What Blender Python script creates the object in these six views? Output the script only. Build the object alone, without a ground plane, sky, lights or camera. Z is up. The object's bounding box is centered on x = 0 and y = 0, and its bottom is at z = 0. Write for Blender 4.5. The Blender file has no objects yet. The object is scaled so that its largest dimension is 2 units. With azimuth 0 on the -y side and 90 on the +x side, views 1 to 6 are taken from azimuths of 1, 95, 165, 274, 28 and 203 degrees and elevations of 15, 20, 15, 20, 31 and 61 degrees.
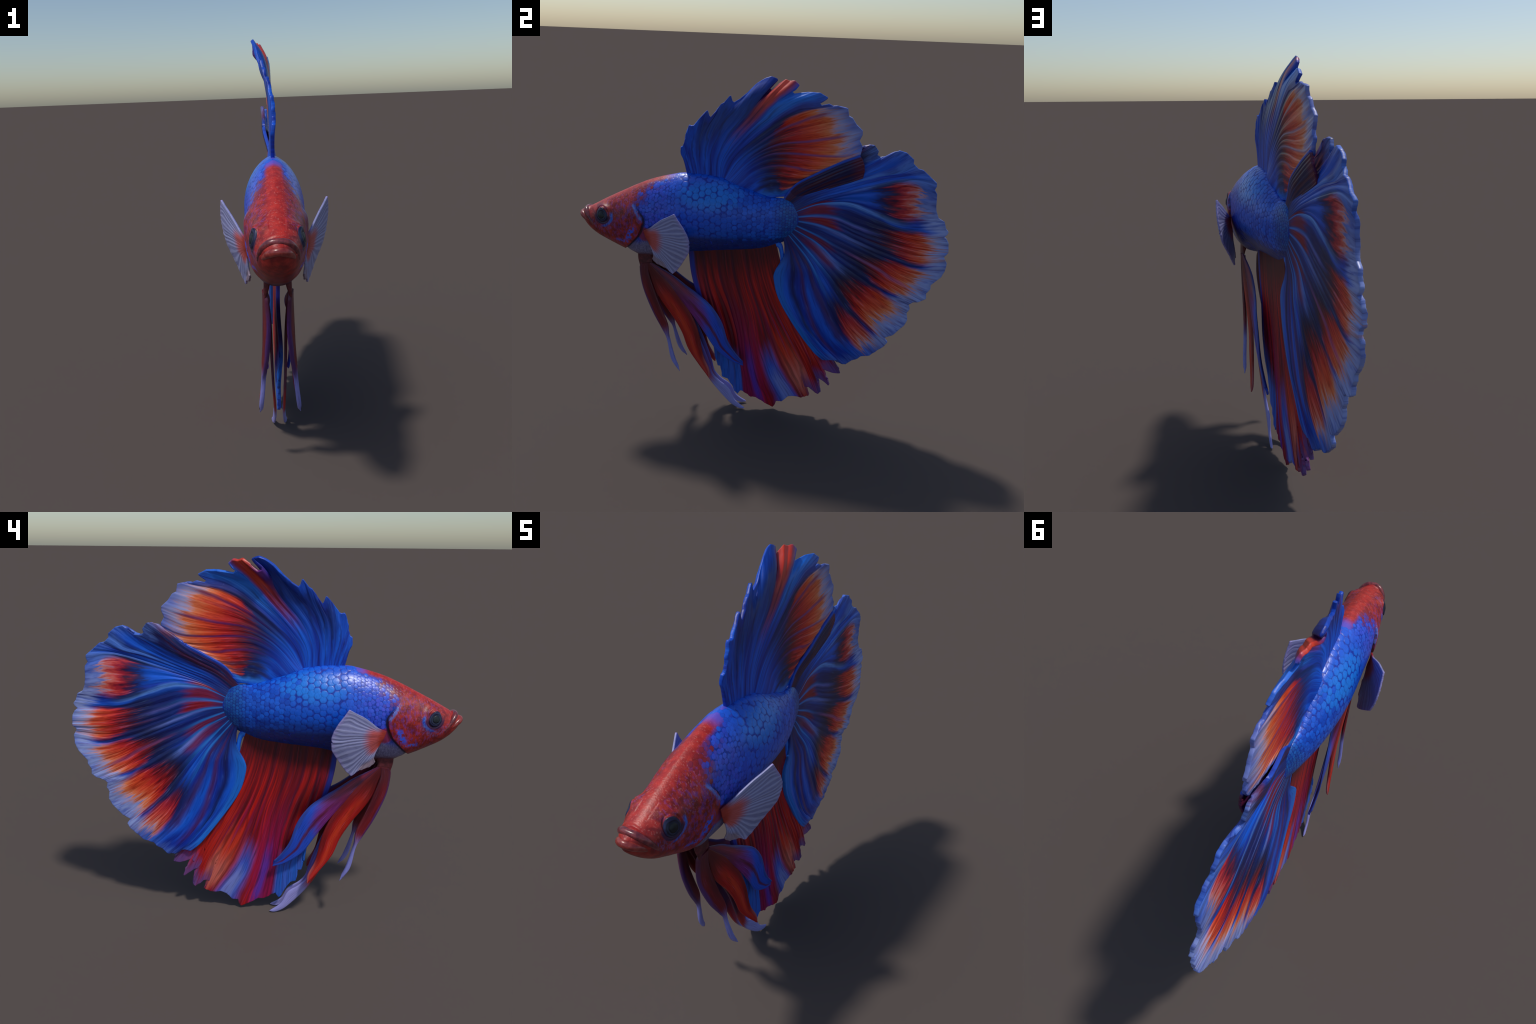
"""A long-finned fighting fish: lofted body covered with scale plates, pleated
sheet fins whose rays fan out from the body, ribbon-like pelvic streamers."""
import bpy, math, random
import numpy as np
from mathutils import Vector

RNG = np.random.default_rng(7)
random.seed(7)

# ------------------------------------------------------------------ control points (metres; fish looks to -y)
# Fin rays are given from the root to the margin, as (y, z) in the fish's middle plane;
# margins run along the free edge from the first ray to the last, notches and spikes included.
CAUDAL_RAYS = [
    [(0.118, 1.325), (0.182, 1.388), (0.284, 1.452), (0.404, 1.515), (0.466, 1.543), (0.501, 1.566)],
    [(0.139, 1.306), (0.223, 1.36), (0.333, 1.418), (0.459, 1.479), (0.521, 1.509), (0.604, 1.547)],
    [(0.167, 1.28), (0.272, 1.335), (0.414, 1.392), (0.559, 1.449), (0.683, 1.496), (0.765, 1.553)],
    [(0.185, 1.257), (0.287, 1.305), (0.43, 1.356), (0.596, 1.404), (0.773, 1.442), (0.896, 1.423)],
    [(0.193, 1.247), (0.288, 1.285), (0.381, 1.301), (0.474, 1.297), (0.611, 1.253), (0.747, 1.215), (0.955, 1.23)],
    [(0.201, 1.218), (0.306, 1.226), (0.414, 1.216), (0.511, 1.181), (0.656, 1.142), (0.826, 1.108), (1.0, 1.096)],
    [(0.206, 1.195), (0.281, 1.182), (0.406, 1.145), (0.519, 1.096), (0.666, 1.038), (0.84, 0.993), (1.002, 1.006)],
    [(0.204, 1.17), (0.299, 1.119), (0.398, 1.069), (0.498, 1.025), (0.627, 0.962), (0.75, 0.89), (0.921, 0.806)],
    [(0.195, 1.14), (0.273, 1.096), (0.338, 1.05), (0.405, 0.988), (0.507, 0.915), (0.618, 0.841), (0.729, 0.774), (0.843, 0.726)],
    [(0.19, 1.111), (0.249, 1.043), (0.308, 0.981), (0.384, 0.897), (0.445, 0.818), (0.54, 0.703), (0.632, 0.616), (0.726, 0.536)],
    [(0.17, 1.095), (0.229, 1.027), (0.289, 0.95), (0.345, 0.848), (0.409, 0.738), (0.508, 0.572), (0.655, 0.419)],
    [(0.157, 1.087), (0.188, 1.009), (0.229, 0.907), (0.251, 0.763), (0.311, 0.61), (0.408, 0.457), (0.519, 0.345)],
    [(0.143, 1.082), (0.141, 1.02), (0.131, 0.971), (0.099, 0.908), (0.086, 0.869), (0.116, 0.744), (0.203, 0.595), (0.33, 0.424), (0.393, 0.366)],
]
CAUDAL_EDGE = [(0.501, 1.566), (0.503, 1.586), (0.519, 1.597), (0.545, 1.607), (0.57, 1.604), (0.59, 1.579), (0.585, 1.559), (0.604, 1.547),
    (0.635, 1.552), (0.674, 1.577), (0.695, 1.589), (0.731, 1.58), (0.768, 1.55), (0.768, 1.53), (0.797, 1.504), (0.823, 1.498), (0.895,
    1.436), (0.896, 1.423), (0.888, 1.403), (0.904, 1.38), (0.908, 1.316), (0.913, 1.289), (0.929, 1.253), (0.96, 1.237), (0.972, 1.203),
    (0.986, 1.187), (0.983, 1.176), (0.966, 1.158), (0.983, 1.145), (0.996, 1.124), (1.002, 1.071), (0.981, 1.048), (1.001, 1.013), (0.998,
    0.969), (0.983, 0.931), (0.936, 0.879), (0.937, 0.856), (0.918, 0.828), (0.921, 0.798), (0.894, 0.78), (0.854, 0.769), (0.834, 0.752),
    (0.843, 0.726), (0.829, 0.701), (0.837, 0.659), (0.823, 0.626), (0.769, 0.563), (0.722, 0.538), (0.743, 0.51), (0.728, 0.484), (0.655,
    0.419), (0.602, 0.407), (0.582, 0.386), (0.554, 0.375), (0.523, 0.345), (0.49, 0.348), (0.463, 0.369), (0.429, 0.371), (0.393, 0.366)]
DORSAL_RAYS = [
    [(-0.395, 1.417), (-0.414, 1.483), (-0.428, 1.516), (-0.428, 1.549)],
    [(-0.371, 1.416), (-0.391, 1.484), (-0.403, 1.537), (-0.408, 1.583)],
    [(-0.351, 1.415), (-0.367, 1.499), (-0.376, 1.578), (-0.376, 1.66)],
    [(-0.327, 1.415), (-0.333, 1.514), (-0.324, 1.608), (-0.283, 1.732)],
    [(-0.289, 1.412), (-0.289, 1.504), (-0.26, 1.624), (-0.211, 1.717), (-0.166, 1.814)],
    [(-0.251, 1.408), (-0.245, 1.506), (-0.196, 1.615), (-0.106, 1.722), (-0.025, 1.833), (0.036, 1.906)],
    [(-0.224, 1.405), (-0.208, 1.495), (-0.143, 1.598), (-0.04, 1.713), (0.065, 1.831), (0.138, 1.898)],
    [(-0.207, 1.403), (-0.174, 1.49), (-0.096, 1.587), (0.019, 1.691), (0.156, 1.786), (0.309, 1.833)],
    [(-0.193, 1.4), (-0.127, 1.493), (-0.017, 1.589), (0.117, 1.677), (0.274, 1.742), (0.418, 1.783)],
    [(-0.18, 1.395), (-0.1, 1.474), (-0.022, 1.539), (0.088, 1.591), (0.25, 1.613), (0.377, 1.64), (0.495, 1.678)],
    [(-0.159, 1.386), (-0.073, 1.469), (0.025, 1.529), (0.123, 1.547), (0.287, 1.544), (0.404, 1.551), (0.502, 1.595)],
    [(-0.125, 1.374), (-0.045, 1.437), (0.047, 1.472), (0.16, 1.477), (0.293, 1.465), (0.457, 1.461)],
    [(-0.07, 1.35), (0.01, 1.397), (0.096, 1.416), (0.197, 1.408), (0.318, 1.385)],
    [(-0.001, 1.324), (0.06, 1.331), (0.121, 1.328)],
]
DORSAL_EDGE = [
(0.008, -0.426, 1.55), (0.008, -0.416, 1.556), (0.006, -0.406, 1.584), (0.003, -0.401, 1.617), (0.0, -0.384, 1.664), (0.0, -0.373, 1.661),
    (-0.002, -0.358, 1.665), (-0.006, -0.327, 1.704), (-0.011, -0.293, 1.74), (-0.008, -0.285, 1.715), (-0.005, -0.276, 1.705), (-0.012,
    -0.249, 1.736), (-0.022, -0.222, 1.774), (-0.026, -0.206, 1.783), (-0.038, -0.178, 1.817), (-0.032, -0.171, 1.792), (-0.025, -0.16,
    1.782), (-0.032, -0.126, 1.803), (-0.045, -0.089, 1.835), (-0.06, -0.04, 1.88), (-0.07, -0.003, 1.905), (-0.075, 0.025, 1.915), (-0.073,
    0.052, 1.906), (-0.06, 0.037, 1.89), (-0.04, 0.011, 1.868), (-0.033, 0.012, 1.856), (-0.04, 0.028, 1.852), (-0.055, 0.058, 1.872),
    (-0.063, 0.104, 1.903), (-0.058, 0.121, 1.898), (-0.045, 0.147, 1.9), (-0.031, 0.167, 1.885), (-0.04, 0.153, 1.866), (-0.047, 0.134,
    1.852), (-0.045, 0.147, 1.84), (-0.025, 0.222, 1.85), (-0.006, 0.279, 1.85), (0.0, 0.315, 1.832), (-0.01, 0.303, 1.822), (-0.038, 0.278,
    1.805), (-0.03, 0.289, 1.792), (-0.01, 0.327, 1.801), (0.005, 0.346, 1.792), (0.012, 0.371, 1.794), (0.018, 0.418, 1.785), (0.015,
    0.425, 1.748), (0.012, 0.445, 1.739), (0.005, 0.467, 1.708), (0.0, 0.499, 1.681), (0.0, 0.5, 1.662), (0.0, 0.487, 1.633), (0.005, 0.505,
    1.603), (0.004, 0.497, 1.57), ]
ANAL_RAYS = [
    [(-0.39, 0.976), (-0.378, 0.863), (-0.352, 0.74), (-0.304, 0.576), (-0.254, 0.448), (-0.235, 0.344)],
    [(-0.34, 0.982), (-0.311, 0.822), (-0.266, 0.644), (-0.221, 0.484), (-0.193, 0.327), (-0.195, 0.192)],
    [(-0.268, 0.989), (-0.238, 0.812), (-0.178, 0.636), (-0.13, 0.46), (-0.111, 0.249), (-0.104, 0.086)],
    [(-0.197, 0.998), (-0.173, 0.833), (-0.119, 0.657), (-0.078, 0.465), (-0.058, 0.263), (-0.022, 0.071)],
    [(-0.14, 1.007), (-0.101, 0.824), (-0.045, 0.631), (-0.002, 0.43), (0.05, 0.222), (0.119, 0.02)],
    [(-0.084, 1.015), (-0.043, 0.828), (0.021, 0.637), (0.087, 0.439), (0.163, 0.251), (0.261, 0.098)],
    [(-0.027, 1.023), (0.014, 0.849), (0.07, 0.682), (0.158, 0.504), (0.241, 0.328), (0.321, 0.119)],
    [(0.014, 1.029), (0.048, 0.874), (0.105, 0.724), (0.201, 0.532), (0.299, 0.35), (0.384, 0.134)],
    [(0.049, 1.036), (0.083, 0.908), (0.138, 0.774), (0.25, 0.561), (0.342, 0.38), (0.437, 0.195)],
    [(0.084, 1.041), (0.12, 0.933), (0.179, 0.808), (0.292, 0.597), (0.398, 0.427), (0.494, 0.285)],
]
ANAL_EDGE = [(-0.235, 0.344), (-0.234, 0.314), (-0.223, 0.265), (-0.205, 0.263), (-0.201, 0.231), (-0.195, 0.192), (-0.164, 0.182), (-0.132,
    0.132), (-0.12, 0.102), (-0.104, 0.081), (-0.085, 0.11), (-0.062, 0.099), (-0.022, 0.071), (0.013, 0.069), (0.064, 0.037), (0.112,
    0.013), (0.123, 0.03), (0.129, 0.056), (0.164, 0.057), (0.182, 0.077), (0.2, 0.095), (0.23, 0.104), (0.28, 0.098), (0.323, 0.116),
    (0.304, 0.148), (0.292, 0.168), (0.305, 0.174), (0.325, 0.172), (0.349, 0.15), (0.377, 0.131), (0.389, 0.148), (0.375, 0.212), (0.358,
    0.247), (0.381, 0.239), (0.413, 0.216), (0.438, 0.195), (0.426, 0.235), (0.398, 0.271), (0.381, 0.291), (0.395, 0.305), (0.429, 0.291),
    (0.46, 0.282), (0.494, 0.285), (0.484, 0.31), (0.439, 0.369)]
FRONT_STREAMER_FORE = [(0.05, -0.653, 0.902), (0.042, -0.664, 0.872), (0.036, -0.652, 0.754), (0.046, -0.598, 0.612), (0.062, -0.536,
    0.503), (0.07, -0.513, 0.46), (0.085, -0.485, 0.329), (0.095, -0.434, 0.259), ]
FRONT_STREAMER_REAR = [(0.056, -0.604, 0.908), (0.057, -0.606, 0.844), (0.06, -0.579, 0.747), (0.063, -0.544, 0.649), (0.07, -0.503, 0.543),
    (0.074, -0.497, 0.464), (0.087, -0.464, 0.341), (0.095, -0.434, 0.259), ]
RED_STREAMER_FORE = [(0.056, -0.622, 0.907), (0.056, -0.606, 0.844), (0.056, -0.569, 0.73), (0.06, -0.475, 0.589), (0.064, -0.424, 0.498),
    (0.072, -0.386, 0.399), (0.083, -0.324, 0.31), (0.097, -0.26, 0.233), ]
RED_STREAMER_REAR = [(0.056, -0.604, 0.908), (0.055, -0.523, 0.827), (0.055, -0.445, 0.74), (0.058, -0.376, 0.629), (0.065, -0.327, 0.508),
    (0.074, -0.298, 0.367), (0.088, -0.259, 0.279), (0.097, -0.259, 0.233), ]
LONG_STREAMER_FORE = [(0.045, -0.619, 0.896), (0.036, -0.552, 0.747), (0.034, -0.482, 0.616), (0.033, -0.424, 0.507), (0.03, -0.377, 0.393),
    (0.026, -0.332, 0.289), (0.022, -0.288, 0.203), (0.02, -0.231, 0.122), (0.025, -0.146, 0.032), (0.03, -0.089, 0.002), (0.033, -0.056,
    0.006), ]
LONG_STREAMER_REAR = [(0.045, -0.597, 0.897), (0.038, -0.498, 0.735), (0.036, -0.379, 0.617), (0.033, -0.31, 0.467), (0.03, -0.271, 0.362),
    (0.026, -0.248, 0.28), (0.022, -0.243, 0.217), (0.02, -0.21, 0.172), (0.022, -0.153, 0.129), (0.028, -0.116, 0.057), (0.033, -0.055,
    0.008), ]
BLUE_STREAMER_FORE = [(0.056, -0.608, 0.901), (0.055, -0.524, 0.796), (0.058, -0.437, 0.703), (0.06, -0.357, 0.6), (0.06, -0.291, 0.501),
    (0.055, -0.224, 0.397), (0.053, -0.134, 0.329), (0.053, -0.066, 0.306), ]
BLUE_STREAMER_REAR = [(0.052, -0.594, 0.908), (0.034, -0.478, 0.834), (0.034, -0.406, 0.781), (0.044, -0.331, 0.734), (0.06, -0.255, 0.677),
    (0.067, -0.194, 0.586), (0.07, -0.156, 0.47), (0.068, -0.118, 0.402), (0.066, -0.076, 0.347), ]
PECTORAL_RAYS = [
    [(0.118, -0.608, 1.115), (0.138, -0.568, 1.135), (0.158, -0.534, 1.164), (0.182, -0.493, 1.197), (0.203, -0.453, 1.221), (0.222, -0.415,
    1.245), ],
    [(0.12, -0.606, 1.108), (0.145, -0.553, 1.124), (0.17, -0.504, 1.146), (0.195, -0.456, 1.171), (0.213, -0.418, 1.193), (0.226, -0.38, 1.189), ],
    [(0.12, -0.603, 1.098), (0.145, -0.553, 1.106), (0.172, -0.497, 1.115), (0.197, -0.443, 1.124), (0.218, -0.391, 1.131), (0.228, -0.355, 1.141), ],
    [(0.12, -0.6, 1.087), (0.142, -0.551, 1.088), (0.168, -0.492, 1.09), (0.192, -0.438, 1.091), (0.21, -0.387, 1.088), (0.222, -0.34, 1.092), ],
    [(0.119, -0.597, 1.077), (0.137, -0.554, 1.068), (0.158, -0.503, 1.057), (0.177, -0.453, 1.05), (0.194, -0.405, 1.045), (0.2, -0.353, 1.027), ],
    [(0.118, -0.592, 1.069), (0.13, -0.559, 1.054), (0.143, -0.518, 1.03), (0.15, -0.482, 0.999), (0.156, -0.447, 0.971), (0.165, -0.396, 0.953), ],
    [(0.117, -0.588, 1.062), (0.124, -0.562, 1.038), (0.13, -0.533, 1.009), (0.133, -0.505, 0.976), (0.133, -0.478, 0.938), (0.131, -0.451, 0.886), ],
    [(0.116, -0.585, 1.055), (0.12, -0.567, 1.029), (0.122, -0.55, 0.998), (0.121, -0.533, 0.966), (0.117, -0.514, 0.94), (0.117, -0.5, 0.913), ],
    [(0.115, -0.582, 1.048), (0.117, -0.57, 1.02), (0.117, -0.562, 0.995), (0.115, -0.559, 0.976), (0.112, -0.564, 0.96), (0.11, -0.568, 0.954), ],
]
PECTORAL_EDGE = [(0.222, -0.415, 1.245), (0.226, -0.394, 1.212), (0.229, -0.367, 1.174), (0.228, -0.348, 1.138), (0.224, -0.339, 1.106),
    (0.222, -0.34, 1.092), (0.221, -0.346, 1.086), (0.219, -0.34, 1.078), (0.21, -0.344, 1.042), (0.2, -0.356, 1.02), (0.165, -0.396,
    0.953), (0.145, -0.426, 0.91), (0.131, -0.451, 0.885), (0.13, -0.459, 0.888), (0.128, -0.476, 0.905), (0.122, -0.492, 0.914), (0.117,
    -0.502, 0.911), (0.116, -0.518, 0.92), (0.115, -0.529, 0.925), (0.114, -0.54, 0.926), (0.112, -0.551, 0.937), (0.11, -0.562, 0.943),
    (0.11, -0.568, 0.954), ]
FOLD_RAYS = [
    [(0.128, 1.319), (0.182, 1.389), (0.284, 1.454), (0.403, 1.518), (0.496, 1.558)],
    [(0.143, 1.299), (0.223, 1.364), (0.332, 1.423), (0.446, 1.478), (0.522, 1.512)],
    [(0.167, 1.277), (0.272, 1.337), (0.375, 1.385), (0.464, 1.418), (0.522, 1.444)],
]


# ------------------------------------------------------------------ small numeric helpers
def sstep(a, b, x):
    t = np.clip((np.asarray(x, float) - a) / (b - a), 0, 1)
    return t * t * (3 - 2 * t)


def pchip(xs, ys, x):
    """Shape-preserving cubic interpolation; ys may have several columns."""
    xs = np.asarray(xs, float)
    ys = np.asarray(ys, float)
    one = ys.ndim == 1
    if one:
        ys = ys[:, None]
    h = np.diff(xs)[:, None]
    d = np.diff(ys, axis=0) / h
    m = np.zeros_like(ys)
    m[0], m[-1] = d[0], d[-1]
    if len(xs) > 2:
        same = d[:-1] * d[1:] > 0
        w1, w2 = 2 * h[1:] + h[:-1], h[1:] + 2 * h[:-1]
        with np.errstate(divide="ignore", invalid="ignore"):
            hm = (w1 + w2) / (w1 / d[:-1] + w2 / d[1:])
        m[1:-1] = np.where(same, hm, 0)
    x = np.clip(np.asarray(x, float), xs[0], xs[-1])
    i = np.clip(np.searchsorted(xs, x, side="right") - 1, 0, len(xs) - 2)
    hh = (xs[i + 1] - xs[i])
    t = ((x - xs[i]) / hh)[..., None]
    hh = hh[..., None]
    r = ((1 + 2 * t) * (1 - t) ** 2 * ys[i] + t * (1 - t) ** 2 * hh * m[i]
         + t * t * (3 - 2 * t) * ys[i + 1] + t * t * (t - 1) * hh * m[i + 1])
    return r[..., 0] if one else r


def catmull(pts, ts):
    """Smooth curve through points, sampled at fractions ts of its length."""
    p = np.asarray(pts, float)
    n = len(p)
    k = np.r_[0, np.cumsum(np.sqrt(np.linalg.norm(np.diff(p, axis=0), axis=1)) + 1e-9)]
    m = np.zeros_like(p)
    m[1:-1] = (p[2:] - p[:-2]) / (k[2:] - k[:-2])[:, None]
    m[0] = (p[1] - p[0]) / (k[1] - k[0])
    m[-1] = (p[-1] - p[-2]) / (k[-1] - k[-2])

    def at(x):
        i = np.clip(np.searchsorted(k, x, side="right") - 1, 0, n - 2)
        h = (k[i + 1] - k[i])[:, None]
        t = ((x - k[i]) / h[:, 0])[:, None]
        return ((1 + 2 * t) * (1 - t) ** 2 * p[i] + t * (1 - t) ** 2 * h * m[i]
                + t * t * (3 - 2 * t) * p[i + 1] + t * t * (t - 1) * h * m[i + 1])
    fine = np.linspace(0, k[-1], 40 * n)
    q = at(fine)
    s = np.r_[0, np.cumsum(np.linalg.norm(np.diff(q, axis=0), axis=1))]
    return at(np.interp(np.asarray(ts) * s[-1], s, fine))


def polyline(pts, ts):
    p = np.asarray(pts, float)
    s = np.r_[0, np.cumsum(np.linalg.norm(np.diff(p, axis=0), axis=1))]
    return np.stack([np.interp(np.asarray(ts) * s[-1], s, p[:, c]) for c in range(p.shape[1])], 1)


def wobble(x, seed, octaves=4):
    """Smooth pseudo-random curve in about -1..1."""
    r = np.random.default_rng(seed)
    out = np.zeros_like(np.asarray(x, float))
    for o in range(octaves):
        out += np.sin(x * 2 ** o * (1 + 0.3 * r.random()) + r.random() * 6.28) / 1.6 ** o
    return out / 2.2


def unit(v):
    return v / np.maximum(np.linalg.norm(v, axis=-1, keepdims=True), 1e-12)


def grid_normals(P):
    return unit(np.cross(np.gradient(P, axis=0), np.gradient(P, axis=1)))


# ------------------------------------------------------------------ scene helpers
def empty(name, parent=None):
    o = bpy.data.objects.new(name, None)
    bpy.context.scene.collection.objects.link(o)
    o.parent = parent
    o.empty_display_size = 0.05
    return o


def mesh_object(name, verts, faces, mat, parent, attrs=None, sharp=40, normals=None):
    me = bpy.data.meshes.new(name)
    verts = np.asarray(verts, float)
    me.from_pydata(verts.tolist(), [], faces if isinstance(faces, list) else faces.tolist())
    for key, val in (attrs or {}).items():
        a = me.attributes.new(key, "FLOAT", "POINT")
        a.data.foreach_set("value", np.asarray(val, np.float32))
    me.shade_smooth()
    if normals is not None:
        me.normals_split_custom_set_from_vertices(np.asarray(normals, float).tolist())
    elif sharp:
        me.set_sharp_from_angle(angle=math.radians(sharp))
    me.materials.append(mat)
    o = bpy.data.objects.new(name, me)
    bpy.context.scene.collection.objects.link(o)
    o.parent = parent
    return o


def quads(nu, nv, flip=False, base=0):
    i, j = np.meshgrid(np.arange(nu - 1), np.arange(nv - 1), indexing="ij")
    a = (i * nv + j + base).ravel()
    b, c, d = a + nv, a + nv + 1, a + 1
    return np.stack([a, d, c, b] if flip else [a, b, c, d], 1)


# ------------------------------------------------------------------ materials: a little node language
def lin(r, g, b):
    f = lambda c: c / 12.92 if c <= 0.04045 else ((c + 0.055) / 1.055) ** 2.4
    return (f(r / 255), f(g / 255), f(b / 255), 1.0)


class Nodes:
    def __init__(self, name):
        self.mat = bpy.data.materials.new(name)
        self.mat.use_nodes = True
        self.t = self.mat.node_tree
        self.bsdf = self.t.nodes["Principled BSDF"]

    def new(self, kind, **props):
        n = self.t.nodes.new(kind)
        for k, v in props.items():
            setattr(n, k, v)
        return n

    def put(self, socket, v):
        if isinstance(v, bpy.types.NodeSocket):
            self.t.links.new(v, socket)
        else:
            socket.default_value = v

    def math(self, op, a, b=0.0, c=0.0, clamp=False):
        n = self.new("ShaderNodeMath", operation=op, use_clamp=clamp)
        for s, v in zip(n.inputs, (a, b, c)):
            self.put(s, v)
        return n.outputs[0]

    def add(self, a, b): return self.math("ADD", a, b)
    def sub(self, a, b): return self.math("SUBTRACT", a, b)
    def mul(self, a, b): return self.math("MULTIPLY", a, b)
    def mad(self, a, b, c): return self.math("MULTIPLY_ADD", a, b, c)
    def inv(self, a): return self.math("SUBTRACT", 1.0, a)

    def smooth(self, x, a, b):
        """0 below a, 1 above b (a may exceed b for a falling edge)."""
        n = self.new("ShaderNodeMapRange", interpolation_type="SMOOTHSTEP")
        self.put(n.inputs["Value"], x)
        if a < b:
            lo, hi, t0, t1 = a, b, 0.0, 1.0
        else:
            lo, hi, t0, t1 = b, a, 1.0, 0.0
        for k, v in (("From Min", lo), ("From Max", hi), ("To Min", t0), ("To Max", t1)):
            n.inputs[k].default_value = v
        return n.outputs[0]

    def band(self, x, a, b, s):
        return self.mul(self.smooth(x, a - s, a + s), self.smooth(x, b + s, b - s))

    def mix(self, f, a, b, blend="MIX"):
        n = self.new("ShaderNodeMix", data_type="RGBA", blend_type=blend)
        self.put(n.inputs[0], f)
        self.put(n.inputs[6], a)
        self.put(n.inputs[7], b)
        return n.outputs[2]

    def attr(self, name):
        return self.new("ShaderNodeAttribute", attribute_name=name).outputs["Fac"]

    def vec(self, x, y, z=0.0):
        n = self.new("ShaderNodeCombineXYZ")
        for s, v in zip(n.inputs, (x, y, z)):
            self.put(s, v)
        return n.outputs[0]

    def noise(self, v, scale, detail=2.0, rough=0.5, dist=0.0):
        n = self.new("ShaderNodeTexNoise")
        self.put(n.inputs["Vector"], v)
        n.inputs["Scale"].default_value = scale
        n.inputs["Detail"].default_value = detail
        n.inputs["Roughness"].default_value = rough
        n.inputs["Distortion"].default_value = dist
        return n.outputs[0]

    def voronoi(self, v, scale, feature="F1", out="Distance", rnd=1.0):
        n = self.new("ShaderNodeTexVoronoi", feature=feature)
        self.put(n.inputs["Vector"], v)
        n.inputs["Scale"].default_value = scale
        n.inputs["Randomness"].default_value = rnd
        return n.outputs[out]

    def ramp(self, x, stops, interp="EASE"):
        n = self.new("ShaderNodeValToRGB")
        n.color_ramp.interpolation = interp
        e = n.color_ramp.elements
        while len(e) < len(stops):
            e.new(0.5)
        for k, (p, col) in zip(e, stops):
            k.position = p
            k.color = col if len(col) == 4 else (*col, 1)
        self.put(n.inputs[0], x)
        return n.outputs[0]

    def xyz(self):
        s = self.new("ShaderNodeSeparateXYZ")
        self.t.links.new(self.new("ShaderNodeTexCoord").outputs["Object"], s.inputs[0])
        return s.outputs

    def coords(self):
        return self.new("ShaderNodeTexCoord").outputs["Object"]

    def bump(self, h, strength, dist):
        n = self.new("ShaderNodeBump")
        n.inputs["Strength"].default_value = strength
        n.inputs["Distance"].default_value = dist
        self.put(n.inputs["Height"], h)
        self.put(self.bsdf.inputs["Normal"], n.outputs[0])

    def done(self, color, rough=0.42, spec=0.5, coat=0.0):
        self.put(self.bsdf.inputs["Base Color"], color)
        self.put(self.bsdf.inputs["Roughness"], rough)
        self.bsdf.inputs["Specular IOR Level"].default_value = spec
        self.bsdf.inputs["Coat Weight"].default_value = coat
        self.bsdf.inputs["Coat Roughness"].default_value = 0.2
        return self.mat


BLUE = lin(16, 98, 224)
DEEP = lin(10, 50, 166)
NAVY = lin(14, 18, 76)
AZURE = lin(44, 140, 235)
SKY = lin(110, 165, 245)
RED = lin(205, 28, 22)
DARKRED = lin(110, 16, 22)
ORANGE = lin(240, 84, 28)
PEACH = lin(238, 150, 110)
PALE = lin(168, 180, 230)
LAVENDER = lin(168, 166, 236)
PURPLE = lin(96, 44, 132)
MAGENTA = lin(196, 24, 84)
WHITE = lin(225, 222, 245)


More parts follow.
